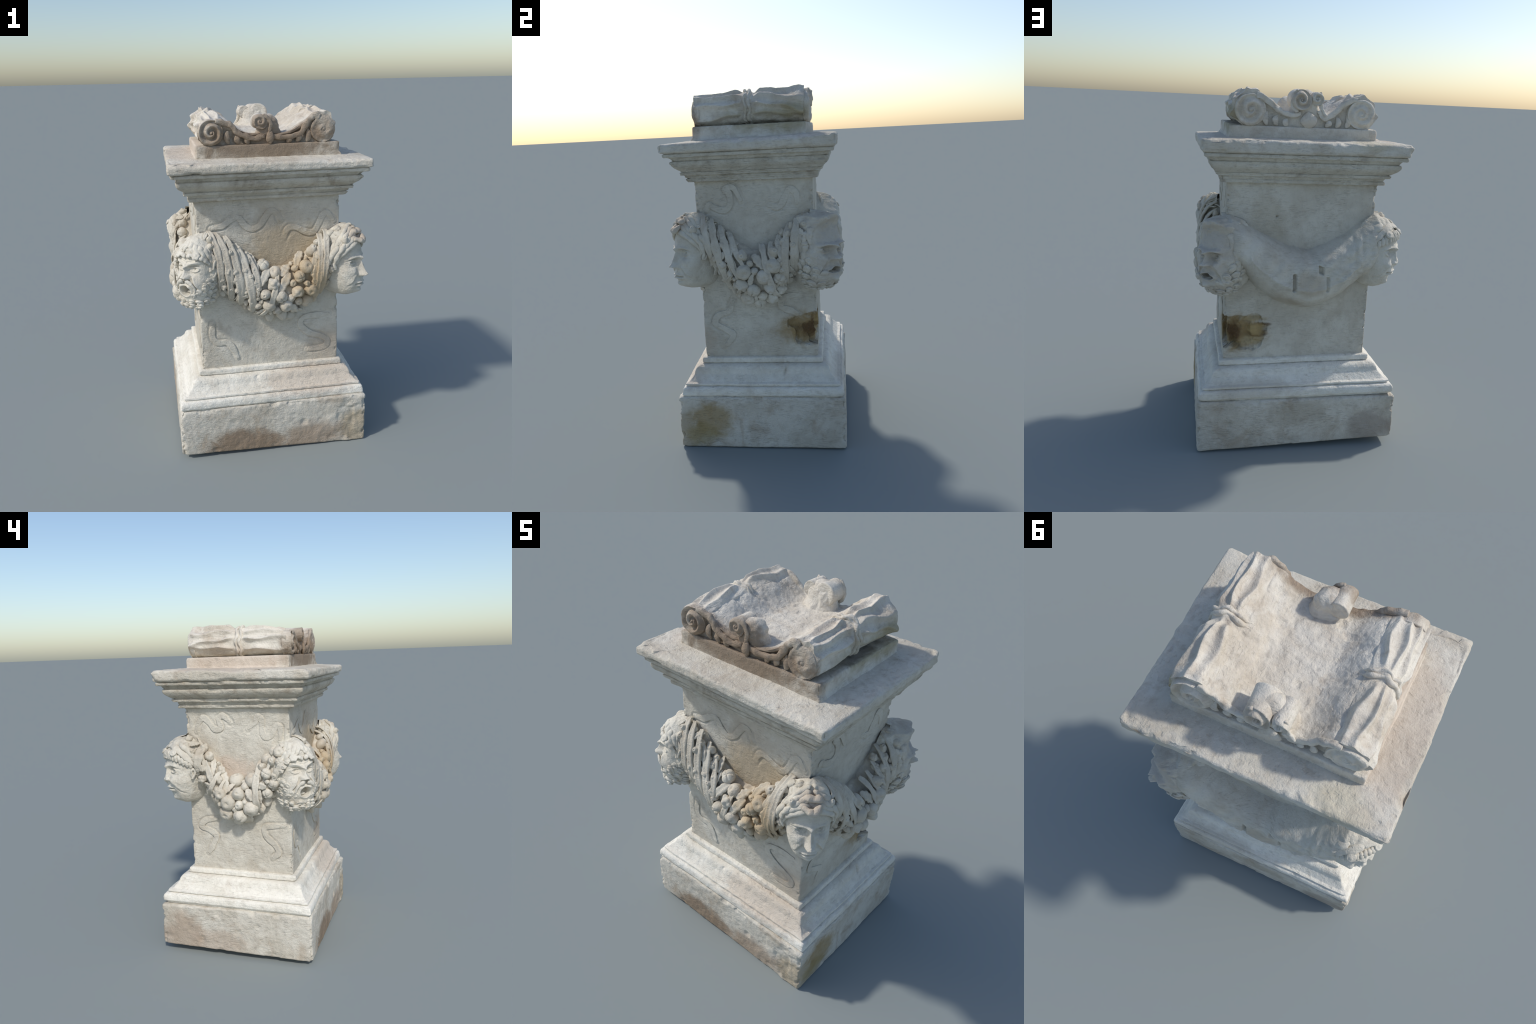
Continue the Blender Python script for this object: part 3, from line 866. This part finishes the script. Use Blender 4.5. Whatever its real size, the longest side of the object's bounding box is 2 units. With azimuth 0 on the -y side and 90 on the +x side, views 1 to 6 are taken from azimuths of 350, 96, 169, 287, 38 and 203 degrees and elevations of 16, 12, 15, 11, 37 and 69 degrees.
# right side
g = garland_core(1, BULGE, 103)
for k, (a0, a1, g0, g1, w) in enumerate([(-.285, -.205, 80, -72, .019), (-.245, -.15, 82, -60, .022), (-.20, -.10, 80, -10, .021), (-.15, -.055, 76, 15, .019),
                                          (.185, .165, 84, -72, .021), (.24, .215, 84, -75, .023), (.13, .155, 75, 0, .019), (.085, .11, 72, 12, .018),
                                          (-.18, -.13, -10, -80, .017)]):
    strand(1, g, a0, a1, g0, g1, w, BULGE, .018, bow=-.012, seed=20 + k)
strand(1, g, .03, .115, 74, -70, .017, BULGE, .026, name='strap', taper=False, seed=31, flat=.4)
fill_fruit(1, g, -.10, .13, .015, .042, [0, 1, 4, 3, 2], g1=40)
fill_fruit(1, g, -.28, -.11, .012, .026, [1, 2, 5], leaves=.4)
fill_fruit(1, g, .13, .28, .014, .028, [2, 1, 3], leaves=.4)

# back: an unfinished smooth swag with cut slots
def back_garland():
    a = np.linspace(.445, -.430, 200)
    top = interp(a[::-1], [(-.40, 1.345), (-.35, 1.31), (-.255, 1.235), (-.136, 1.17), (-.04, 1.135), (.083, 1.162), (.264, 1.251), (.40, 1.33)])[::-1]
    bot = interp(a[::-1], [(-.40, 1.02), (-.30, .945), (-.20, .862), (-.10, .814), (-.04, .804), (.05, .816), (.15, .855), (.25, .93), (.33, 1.02), (.40, 1.10)])[::-1]
    prof = np.array([(-.01, 1.03), (.015, 1.0), (.075, .955), (.122, .87), (.148, .75), (.160, .61), (.164, .50), (.164, .40), (.156, .31), (.132, .20), (.080, .08), (.015, -.01), (-.01, -.04)])
    pr = catmull(prof, 90)
    P = np.zeros((len(a), len(pr), 3))
    P[..., 0] = a[:, None]
    close = np.sqrt(np.clip(1 - np.clip((np.abs(a) - .36) / .085, 0, 1) ** 2, .0, 1))
    P[..., 1] = SHAFT[2, 1] - .013 + np.where(pr[None, :, 0] > 0, pr[None, :, 0] * close[:, None], pr[None, :, 0])
    P[..., 2] = bot[:, None] + (top - bot)[:, None] * pr[None, :, 1]
    x, z = P[..., 0], P[..., 2]
    D = .009 * fbm(P, 7, 3, 111) + .003 * fbm(P, 26, 3, 112) - .010 * pits(P, 16, 118, .5)
    rough = sstep(-.12, -.26, x)
    D += rough * (.020 * fbm(P, 15, 4, 113))
    D -= .012 * G(np.abs(x + .29) - .022, .009) * G(z - 1.18, .07) * rough
    # slots and dowel hole
    D -= .030 * (sstep(.012, .007, np.abs(x - .060)) * sstep(.050, .043, np.abs(z - .985)))
    D -= .016 * (sstep(.009, .005, np.abs(x + .125)) * sstep(.045, .038, np.abs(z - .975)))
    D -= .035 * (sstep(.017, .011, np.abs(x + .085)) * sstep(.024, .017, np.abs(z - 1.055 - .35 * (x + .085))))
    D += .004 * G(z - .965, .05) * G(x + .02, .045) + .024 * G(z - top[:, None] + .065, .050) * G(x + .14, .17)
    # dressed flat face with a ridge along the lower edge
    D += .007 * G(z - bot[:, None] - .135, .012) * (np.abs(x) < .3) + .004 * np.sin((x + .6 * z) * 60) * G(z - bot[:, None] - .22, .06)
    P[..., 1] += D
    return new_object('garland', P.reshape(-1, 3), grid_faces(len(a), len(pr), False, flip=False), root, MAT_BACK)
back_garland()

# ------------------------------------------------------------------ corner heads
# Head-local axes: x = the head's own left/right, y = forwards (out of the corner), z = up; origin mid-head.
class Head:
    def __init__(self, corner, fwd, zc, out, size=(.108, .135, .200), pitch=0.0, power=2.3, jaw=.30, chin=1.0):
        f = np.array([fwd[0], fwd[1], 0.0])
        f /= np.linalg.norm(f)
        lat = np.cross(f, [0, 0, 1.0])
        c, s = math.cos(pitch), math.sin(pitch)
        self.F = f * c - np.array([0, 0, 1.0]) * s
        self.U = f * s + np.array([0, 0, 1.0]) * c
        self.X = lat
        self.O = np.array([corner[0], corner[1], zc]) + f * out
        self.size = np.array(size)
        self.power = power
        self.jaw = jaw
        self.chin = chin

    def world(self, P):
        return self.O + P[..., :1] * self.X + P[..., 1:2] * self.F + P[..., 2:3] * self.U

    def base(self, lon, lat):
        """smooth skull and jaw; lon 0 = face centre, lat up (radians)"""
        d = np.stack([np.sin(lon) * np.cos(lat), np.cos(lon) * np.cos(lat), np.sin(lat)], -1)
        # rounder above the eyes, boxier below so that the jaw and chin stand forward
        pw = self.power + .9 * sstep(.1, -.5, d[..., 2])
        r = ((np.abs(d) / self.size) ** pw[..., None]).sum(-1) ** (-1 / pw)
        P = d * r[..., None]
        z = P[..., 2]
        k = sstep(.02, -self.size[2], z)
        P[..., 0] *= 1 - self.jaw * k
        P[..., 1] *= 1 + .10 * sstep(-.02, -.14, z) * self.chin - .04 * sstep(.06, .17, z)
        return P, d

    def on_face(self, x, z):
        """surface y of the skull at face coordinates x, z (front side)"""
        a, b, c = self.size
        kx = np.abs(x) / (a * (1 - self.jaw * sstep(.02, -c, z)))
        v = 1 - kx ** self.power - (np.abs(z) / c) ** self.power
        return b * np.maximum(v, .02) ** (1 / self.power)

def face_features(x, z, o):
    """forward relief of a face; o = options"""
    h = np.zeros_like(x)
    ax = np.abs(x)
    ez, ex = o.get('eye_z', .005), .046
    dx, dz = ax - ex, z - ez
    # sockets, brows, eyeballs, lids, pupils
    h -= .028 * G(dx + .004, .025) * G(dz - .003, .018)
    h -= .010 * G(ax - .020, .010) * G(dz - .004, .014)
    browz = ez + .030 + o.get('brow', .0) * (ax - .03) - 5 * (ax - .045) ** 2
    h += o.get('brow_h', .011) * G(z - browz, .010) * sstep(.10, .06, ax)
    h += .006 * G(x, .020) * G(z - ez - .030, .018)
    e = np.sqrt((dx / .025) ** 2 + (dz / .0135) ** 2)
    ball = np.sqrt(np.maximum(0, 1 - (e * .92) ** 2))
    h += .013 * ball
    h += .0060 * G(e - 1.08, .15)
    h += .006 * G(dz - .0125 + 8 * dx * dx, .0036) * G(dx, .028)
    h -= .005 * G(dz - .020 + 8 * dx * dx, .0035) * G(dx, .028)
    h -= .011 * G(np.hypot(dx + .002, dz - .001), .0052)
    h -= .004 * G(np.hypot(dx + .002, dz - .001) - .0105, .0022)
    h -= .006 * G(z - (ez - .022 - .15 * (ax - .04)), .006) * G(dx, .022)
    # nose
    nt = o.get('nose_tip', -.068)
    u = np.clip((ez + .022 - z) / (ez + .022 - nt), 0, 1)
    inside = sstep(ez + .045, ez + .015, z) * sstep(nt - .016, nt + .006, z)
    nh = o.get('nose_h', .044) * (.25 + .75 * u ** 1.15)
    w = .0085 + .0085 * u ** 2
    h += nh * G(x, w * 1.15) * inside
    h += .22 * nh * G(x, w * 2.2) * inside
    h -= .012 * G(x, .012) * G(z - nt + .002, .008) * (nh > .02)
    h += o.get('nostril', .018) * G(ax - .017, .0085) * G(z - nt - .008, .010)
    h += .006 * G(x, .012) * G(z - nt - .010, .010) * (o.get('nose_h', .044) > .025)
    h -= .010 * G(ax - .009, .005) * G(z - nt + .004, .004)
    # cheeks and furrows
    h += .012 * G(ax - .058, .026) * G(z + .040, .026)
    nl = .030 + (nt + .012 - z) * .55
    h -= o.get('furrow', .007) * G(ax - nl, .006) * sstep(nt + .022, nt + .004, z) * sstep(-.150, -.115, z)
    h += o.get('furrow', .007) * .8 * G(ax - nl - .012, .010) * sstep(nt + .02, nt, z) * sstep(-.150, -.11, z)
    # mouth
    mz = o.get('mouth_z', -.112)
    if o.get('open', 0) == 0:
        h += .011 * G(x, .034) * G(z - mz, .026)
        curve = mz - .10 * ax * o.get('frown', 1)
        h += .0085 * G(z - curve - .0085, .006) * sstep(.042, .028, ax)
        h += .0100 * G(z - curve + .010, .0075) * sstep(.040, .024, ax)
        h -= .016 * G(z - curve, .0036) * sstep(.046, .036, ax)
        h -= .007 * G(x, .003) * sstep(mz + .01, mz + .02, z) * sstep(nt, nt - .01, z) * .6
        h -= .010 * G(x, .030) * G(z - mz + .027, .008)
    else:
        ow, oh = o['open_w'], o['open']
        e2 = np.sqrt((x / ow) ** 2 + ((z - mz) / oh) ** 2)
        h += .012 * G(x, .050) * G(z - mz, .045)
        h += .007 * G(e2 - 1.14, .26)
        h -= .060 * sstep(1.02, .80, e2)
        h += .026 * sstep(.75, .55, np.sqrt((x / (ow * .8)) ** 2 + ((z - mz + oh * .45) / (oh * .42)) ** 2))
        h += .010 * G(ax - .020 - .2 * (nt - z), .016) * G(z - (mz + oh + .008 - .25 * ax), .011)
    cz = o.get('chin_z', -.165)
    h += o.get('chin', .020) * G(x, .026) * G(z - cz, .022)
    # forehead wrinkles
    wv = o.get('wrinkle', 0)
    if wv:
        h += wv * np.sin((z - .25 * ax) * 420) * sstep(.045, .06, z) * sstep(.12, .10, z) * sstep(.09, .05, ax)
        h -= 1.6 * wv * G(ax - .008, .004) * G(z - ez - .035, .018)
    return h

def build_head(name, H, o, hair, seed, mat):
    n1, n2 = 230, 230
    lon = np.radians(np.linspace(-128, 128, n1))
    lat = np.radians(np.linspace(-89.5, 89.5, n2))
    LO, LA = np.meshgrid(lon, lat, indexing='ij')
    P, d = H.base(LO, LA)
    x, z = P[..., 0].copy(), P[..., 2].copy()
    front = sstep(.10, .55, d[..., 1])
    hl = hair['line'] - hair.get('temple', .9) * np.abs(x) ** 2 * 10
    hairm = sstep(-.004, .008, z - hl)
    side_hair = sstep(math.radians(62), math.radians(74), np.abs(LO)) * sstep(hair.get('side_low', -.06) - .02, hair.get('side_low', -.06), z)
    hairm = np.maximum(hairm, side_hair)
    h = o.get('relief', 1.15) * face_features(x, z, o) * front * (1 - hairm)
    P[..., 1] += h
    q = P * np.array([1, 1, 1])
    wave = np.sin(hair.get('freq', 120) * (np.abs(x) * hair.get('kx', .6) + z * hair.get('kz', .9)) + 4 * fbm(q, 14, 2, seed))
    hh = hairm * (hair.get('thick', .016) + hair.get('wave', .004) * wave + hair.get('lump', .006) * fbm(q, 18, 3, seed + 1))
    P = P + d * hh[..., None]
    P = P + d * (o.get('erode', .0025) * fbm(P, 24, 3, seed + 2) + .0009 * fbm(P, 80, 2, seed + 3))[..., None]
    if 'cut' in o:
        P = o['cut'](P, d)
    ob = new_object(name, H.world(P).reshape(-1, 3), grid_faces(n1, n2, False, flip=False), root, mat)
    return ob

def head_tube(H, parent, name, pts, w, lift=.0, n=30, taper=.6, flat=.7, seed=0, mat=None, groove=0):
    """a lock or strand lying on the head; pts = (lon deg, lat deg[, extra lift])"""
    c = catmull([(p[0], p[1], p[2] if len(p) > 2 else 0) for p in pts], n)
    P, d = H.base(np.radians(c[:, 0]), np.radians(c[:, 1]))
    P = P + d * (lift + c[:, 2])[:, None]
    W = H.world(P)
    Nn = H.world(P + d) - W
    t = np.linspace(0, 1, n)
    R = w * np.minimum(1, .45 + 5 * t) * (1 - taper * t ** 2) * (1 + .1 * np.sin(17 * t + seed))
    V, F = tube(W, R, nv=12, flat=flat, up=Nn)
    V = V + .0022 * np.stack([vnoise(V, 55, seed + k) for k in range(3)], -1)
    me = bpy.data.meshes.new(name)
    me.from_pydata([tuple(v) for v in V], [], tri_fix(F.tolist()))
    me.polygons.foreach_set('use_smooth', np.full(len(me.polygons), True))
    me.materials.append(mat or MAT_HEAD)
    ob = bpy.data.objects.new(name, me)
    bpy.context.scene.collection.objects.link(ob)
    ob.parent = parent
    return ob

def curl_mesh(name, turns, mat, seed):
    """a solid snail-shaped lump of hair with a spiral groove"""
    d, F, ends = sphere_grid(30, 40)
    psi = np.arccos(np.clip(d[:, 2], -1, 1))
    phi = np.arctan2(d[:, 1], d[:, 0])
    gr = .5 + .5 * np.cos(phi - psi * 2 * turns * 2)
    r = 1 - .30 * gr ** 2 * sstep(.05, .35, psi) * (d[:, 2] > -.3)
    V = d * r[:, None] * np.array([1.25, .92, .80])
    V = V * (1 + .10 * fbm(d, 2.5, 2, seed))[:, None]
    me = bpy.data.meshes.new(name)
    me.from_pydata([tuple(v) for v in V], [], [tuple(f) for f in F] + list(ends))
    me.polygons.foreach_set('use_smooth', np.full(len(me.polygons), True))
    me.materials.append(mat)
    return me
CURLS = [curl_mesh('beard_curl', k, MAT_HEAD, 200 + i) for i, k in enumerate((1.1, 1.4, .8))]

def put_on_head(H, parent, mesh, name, lon, lat, r, lift=.0, spin=None, squash=1.0):
    P, d = H.base(np.radians(np.array([lon])), np.radians(np.array([lat])))
    W = H.world(P + d * lift)[0]
    Nn = (H.world(P + d) - H.world(P))[0]
    sp = RNG.uniform(0, 6.28) if spin is None else spin
    M = Matrix.Translation(Vector(W)) @ basis(Nn, sp) @ Matrix.Diagonal((r, r, r * squash, 1))
    link_copy(mesh, name, parent, M)

def ear(H, parent, sgn, lon, z, hgt, wid, pointed=False, mat=None):
    """outer rim and lobe of an ear"""
    t = np.linspace(0, 1, 26)
    top = hgt * (1.25 if pointed else 1.0)
    yl = [(.30, -.95), (-.15, -.55), (-.75, .0), (-.80, .55), (-.25, 1.0 if not pointed else 1.35), (.35, .70), (.50, .15)]
    c = catmull(yl, 26)
    P0, d0 = H.base(np.radians(np.array([lon * sgn])), np.array([math.asin(np.clip(z / .2, -1, 1))]))
    o = P0[0]
    out = np.array([sgn, -.15, 0.0])
    P = o + c[:, :1] * np.array([0, wid, 0]) + c[:, 1:2] * np.array([0, 0, hgt]) + out * (.010 + .008 * np.sin(PI * t))[:, None]
    W = H.world(P)
    Nn = H.world(np.array([[sgn * 1.0, .3, 0]])) - H.world(np.zeros((1, 3)))
    add_tube('ear', W, .0085 * (1 - .3 * t), parent, mat or MAT_HEAD, nv=10, up=Nn[0], rough=.0012)
    d, F, ends = sphere_grid(14, 18)
    V = o + np.array([sgn * .003, 0, 0]) + d * np.array([.010, wid * .75, hgt * .85])
    new_object('ear_hollow', H.world(V), F, parent, mat or MAT_HEAD, ngons=ends)

# --- bearded shouting head with goat ears (front left corner)
A = Head((-.396, -.330), (-.70, -.71), 1.117, .002, size=(.112, .128, .195), jaw=.12)
oA = dict(eye_z=.036, brow=.30, brow_h=.015, nose_h=.034, nose_tip=-.014, nostril=.020, open=.030, open_w=.036, mouth_z=-.085,
          chin_z=-.150, chin=.012, wrinkle=.0022, furrow=.010, erode=.0035, relief=1.0)
hA = build_head('head', A, oA, dict(line=.125, temple=.35, thick=.010, wave=.002, lump=.010, side_low=-.03, freq=90), 300, MAT_HEAD)
# moustache and curly beard
for sgn in (-1, 1):
    head_tube(A, hA, 'moustache', [(sgn * 3, -9, .022), (sgn * 14, -13, .022), (sgn * 23, -22, .016), (sgn * 27, -32, .010)], .012, seed=3 + sgn)
    head_tube(A, hA, 'moustache', [(sgn * 4, -12, .020), (sgn * 12, -15, .020), (sgn * 19, -23, .014)], .008, seed=5 + sgn)
for row_, (la, lo0, lo1, nn, r) in enumerate([(-12, 56, 88, 3, .020), (-22, 44, 92, 4, .020), (-32, 34, 90, 4, .021), (-42, 26, 86, 4, .021), (-53, 14, 82, 4, .021), (-64, 6, 80, 4, .021)]):
    for k in range(nn):
        for sgn in (-1, 1):
            lo = lo0 + (lo1 - lo0) * k / (nn - 1) + RNG.uniform(-4, 4)
            put_on_head(A, hA, CURLS[(k + row_) % 3], 'beard_curl', sgn * lo, la + RNG.uniform(-3, 3), r * RNG.uniform(.85, 1.15), lift=-.005 + .007 * (la < -45), squash=.9)
for k in range(8):
    put_on_head(A, hA, CURLS[k % 3], 'beard_curl', -38 + 11 * k, -57 - 5 * (k % 2), .020, lift=.014)
for sgn in (-1, 1):
    ear(A, hA, sgn, 72, .035, .040, .017, pointed=True)
    # rosette medallion on the brow wreath
    d, F, ends = sphere_grid(16, 24)
    P0, d0 = A.base(np.radians(np.array([sgn * 27.0])), np.radians(np.array([42.0])))
    M = basis((A.world(d0) - A.world(d0 * 0))[0], 0)
    V = d * np.array([.024, .024, .010]) * (1 + .10 * np.cos(6 * np.arctan2(d[:, 1], d[:, 0])) * (np.abs(d[:, 2]) < .8))[:, None]
    V[:, 2] -= .004 * G(np.hypot(V[:, 0], V[:, 1]) - .012, .003) * (d[:, 2] > 0)
    R3 = np.array(M.to_3x3())
    new_object('rosette', V @ R3.T + A.world(P0 + d0 * .014)[0], F, hA, MAT_HEAD, ngons=ends)
    head_tube(A, hA, 'wreath_leaf', [(sgn * 2, 40, .012), (sgn * 14, 43, .014), (sgn * 22, 42, .012)], .014, seed=8)
    head_tube(A, hA, 'wreath_leaf', [(sgn * 33, 40, .010), (sgn * 48, 36, .012), (sgn * 62, 26, .010)], .015, seed=9)
    for k in range(4):
        head_tube(A, hA, 'hair_lock', [(sgn * (6 + 14 * k), 66 - 3 * k, .004), (sgn * (10 + 17 * k), 56 - 4 * k, .008), (sgn * (20 + 18 * k), 48 - 6 * k, .004)], .017, seed=20 + k)
for k in range(3):
    put_on_head(A, hA, FRUIT[2], 'berry_cluster', 44 + 7 * k, 34 - 9 * k, .017, lift=.014)

# --- young clean-shaven head with tousled hair (front right corner)
B = Head((.402, -.329), (.69, -.725), 1.122, .010, size=(.108, .124, .203), pitch=.01, jaw=.20, chin=1.5)
oB = dict(eye_z=.008, brow=-.10, brow_h=.011, nose_h=.040, nose_tip=-.070, mouth_z=-.118, chin_z=-.168, chin=.022, frown=.8)
hB = build_head('head', B, oB, dict(line=.120, temple=.50, thick=.010, wave=.004, lump=.006, side_low=-.0, freq=110), 310, MAT_HEAD)
for sgn in (-1, 1):
    for k in range(5):
        wob = 3 * math.sin(2.1 * k)
        head_tube(B, hB, 'hair_lock', [(sgn * (3 + 2 * k), 44 + 8 * k, .010), (sgn * (15 + wob), 46 + 7.5 * k, .016), (sgn * 30, 41 + 8 * k, .010), (sgn * (46 + wob), 33 + 8 * k, .016),
                                       (sgn * 62, 20 + 8 * k, .010), (sgn * (72 + k), 2 + 7 * k, .012)], .0155, n=44, taper=.35, seed=40 + k)
    head_tube(B, hB, 'hair_lock', [(sgn * 50, 44, .024), (sgn * 66, 26, .026), (sgn * 74, 4, .020), (sgn * 72, -14, .012)], .016, seed=50)
    head_tube(B, hB, 'hair_lock', [(sgn * 66, 40, .030), (sgn * 82, 20, .034), (sgn * 92, -8, .030), (sgn * 94, -30, .022)], .018, seed=51)
    head_tube(B, hB, 'fillet', [(sgn * 34, 74, -.006), (sgn * 70, 50, .012), (sgn * 94, 18, .030), (sgn * 102, -20, .040), (sgn * 104, -44, .034)], .020, taper=.2, flat=.45, seed=52)
    ear(B, hB, sgn, 76, -.005, .030, .015)
head_tube(B, hB, 'hair_lock', [(-16, 52, .034), (-4, 43, .040), (6, 45, .038), (20, 50, .022)], .018, taper=.3, seed=60)
head_tube(B, hB, 'hair_lock', [(-26, 60, .030), (-8, 60, .026), (14, 62, .024), (30, 58, .012)], .020, taper=.3, seed=61)
for k, (lo, la) in enumerate([(48, 52), (-50, 50)]):
    put_on_head(B, hB, FRUIT[1], 'ivy_berry', lo, la, .026, lift=.016)

# --- head with a fluted fringe and fillet (back left corner)
Cc = Head((-.406, .314), (-.74, .67), 1.130, .004, size=(.118, .132, .196), pitch=.07, jaw=.22, chin=-1.0)
oC = dict(eye_z=.022, brow=-.05, brow_h=.008, nose_h=.020, nose_tip=-.040, nostril=.010, mouth_z=-.090, chin_z=-.160, chin=.014, frown=.7, erode=.004)
hC = build_head('head', Cc, oC, dict(line=.110, temple=.45, thick=.008, wave=.002, lump=.006, side_low=.0, freq=100), 320, MAT_HEAD)
for k in range(17):
    lo = -72 + 9 * k
    la0 = 37 - .0045 * lo * lo
    head_tube(Cc, hC, 'fringe_curl', [(lo * .97 + 2, la0 + 15, .006), (lo, la0 + 7, .013), (lo * 1.02 - 1, la0 - 1, .005)], .0125, taper=.2, n=12, flat=.9, seed=70 + k)
for sgn in (-1, 1):
    d, F, ends = sphere_grid(14, 20)
    P0, d0 = Cc.base(np.radians(np.array([sgn * 30.0])), np.radians(np.array([45.0])))
    R3 = np.array(basis((Cc.world(d0) - Cc.world(d0 * 0))[0], 0).to_3x3())
    V = d * np.array([.024, .024, .012])
    V[:, 2] -= .004 * G(np.hypot(V[:, 0], V[:, 1]) - .013, .004) * (d[:, 2] > 0)
    new_object('rosette', V @ R3.T + Cc.world(P0 + d0 * .022)[0], F, hC, MAT_HEAD, ngons=ends)
    head_tube(Cc, hC, 'fillet', [(0, 62, .006), (sgn * 30, 56, .010), (sgn * 62, 40, .016), (sgn * 90, 16, .018)], .022, taper=.2, flat=.4, seed=90)
    head_tube(Cc, hC, 'hair_lock', [(sgn * 45, 66, .006), (sgn * 75, 50, .014), (sgn * 95, 26, .016)], .024, taper=.4, seed=91)
    ear(Cc, hC, sgn, 74, -.008, .030, .015)

# --- rough unfinished bearded head under a flat projecting shelf of uncut stone (back right corner)
D = Head((.414, .314), (.72, .70), 1.120, .004, size=(.124, .126, .214), jaw=.14, power=2.5)
def shelf(P, d):
    z = P[..., 2]
    fr = sstep(.05, .45, d[..., 1])
    q = P.copy()
    P[..., 1] += fr * (.066 * G(z - .200, .045) + .020 * G(z + .140, .030) + .018 * G(z - .01, .08))
    top = .196 - 1.6 * P[..., 0] ** 2 - .10 * np.clip(P[..., 1] - .02, 0, 1) * .3 + .008 * fbm(q, 12, 3, 341)
    P[..., 2] = np.where(z > top, top + (z - top) * .12, z)
    # roughed-out gouges
    P += d * (.010 * fbm(q, 17, 3, 342) - .012 * pits(q, 24, 343, .35) * (1 - .5 * fr))[..., None]
    return P
oD = dict(eye_z=.010, brow=.05, brow_h=.028, nose_h=.050, nose_tip=-.040, nostril=.026, open=.015, open_w=.042, mouth_z=-.100, chin_z=-.150, chin=.024,
          furrow=.006, erode=.008, relief=1.05, cut=shelf)
hD = build_head('head', D, oD, dict(line=.13, temple=.20, thick=.004, wave=.003, lump=.012, side_low=-.16, freq=80), 330, MAT_HEAD)
for sgn in (-1, 1):
    head_tube(D, hD, 'moustache', [(sgn * 3, -14, .018), (sgn * 14, -17, .018), (sgn * 26, -27, .008)], .013, seed=3 + sgn)
    for k, (lo, la) in enumerate([(48, 34), (62, 26), (70, 12), (60, 4), (76, -6), (66, -18)]):
        head_tube(D, hD, 'hair_lock', [(sgn * lo, la + 16, -.002), (sgn * (lo + 6), la, .004), (sgn * (lo + 2), la - 18, -.002)], .020, seed=100 + k)
for row_, (la, lo0, lo1, nn) in enumerate([(-20, 56, 84, 2), (-32, 46, 84, 3), (-44, 30, 84, 4), (-56, 10, 80, 4), (-66, 5, 78, 4)]):
    for k in range(nn):
        for sgn in (-1, 1):
            put_on_head(D, hD, CURLS[(k + row_) % 3], 'beard_curl', sgn * (lo0 + (lo1 - lo0) * k / (nn - 1) + RNG.uniform(-4, 4)), la + RNG.uniform(-3, 3), .025 * RNG.uniform(.85, 1.15), lift=.002, squash=.8)
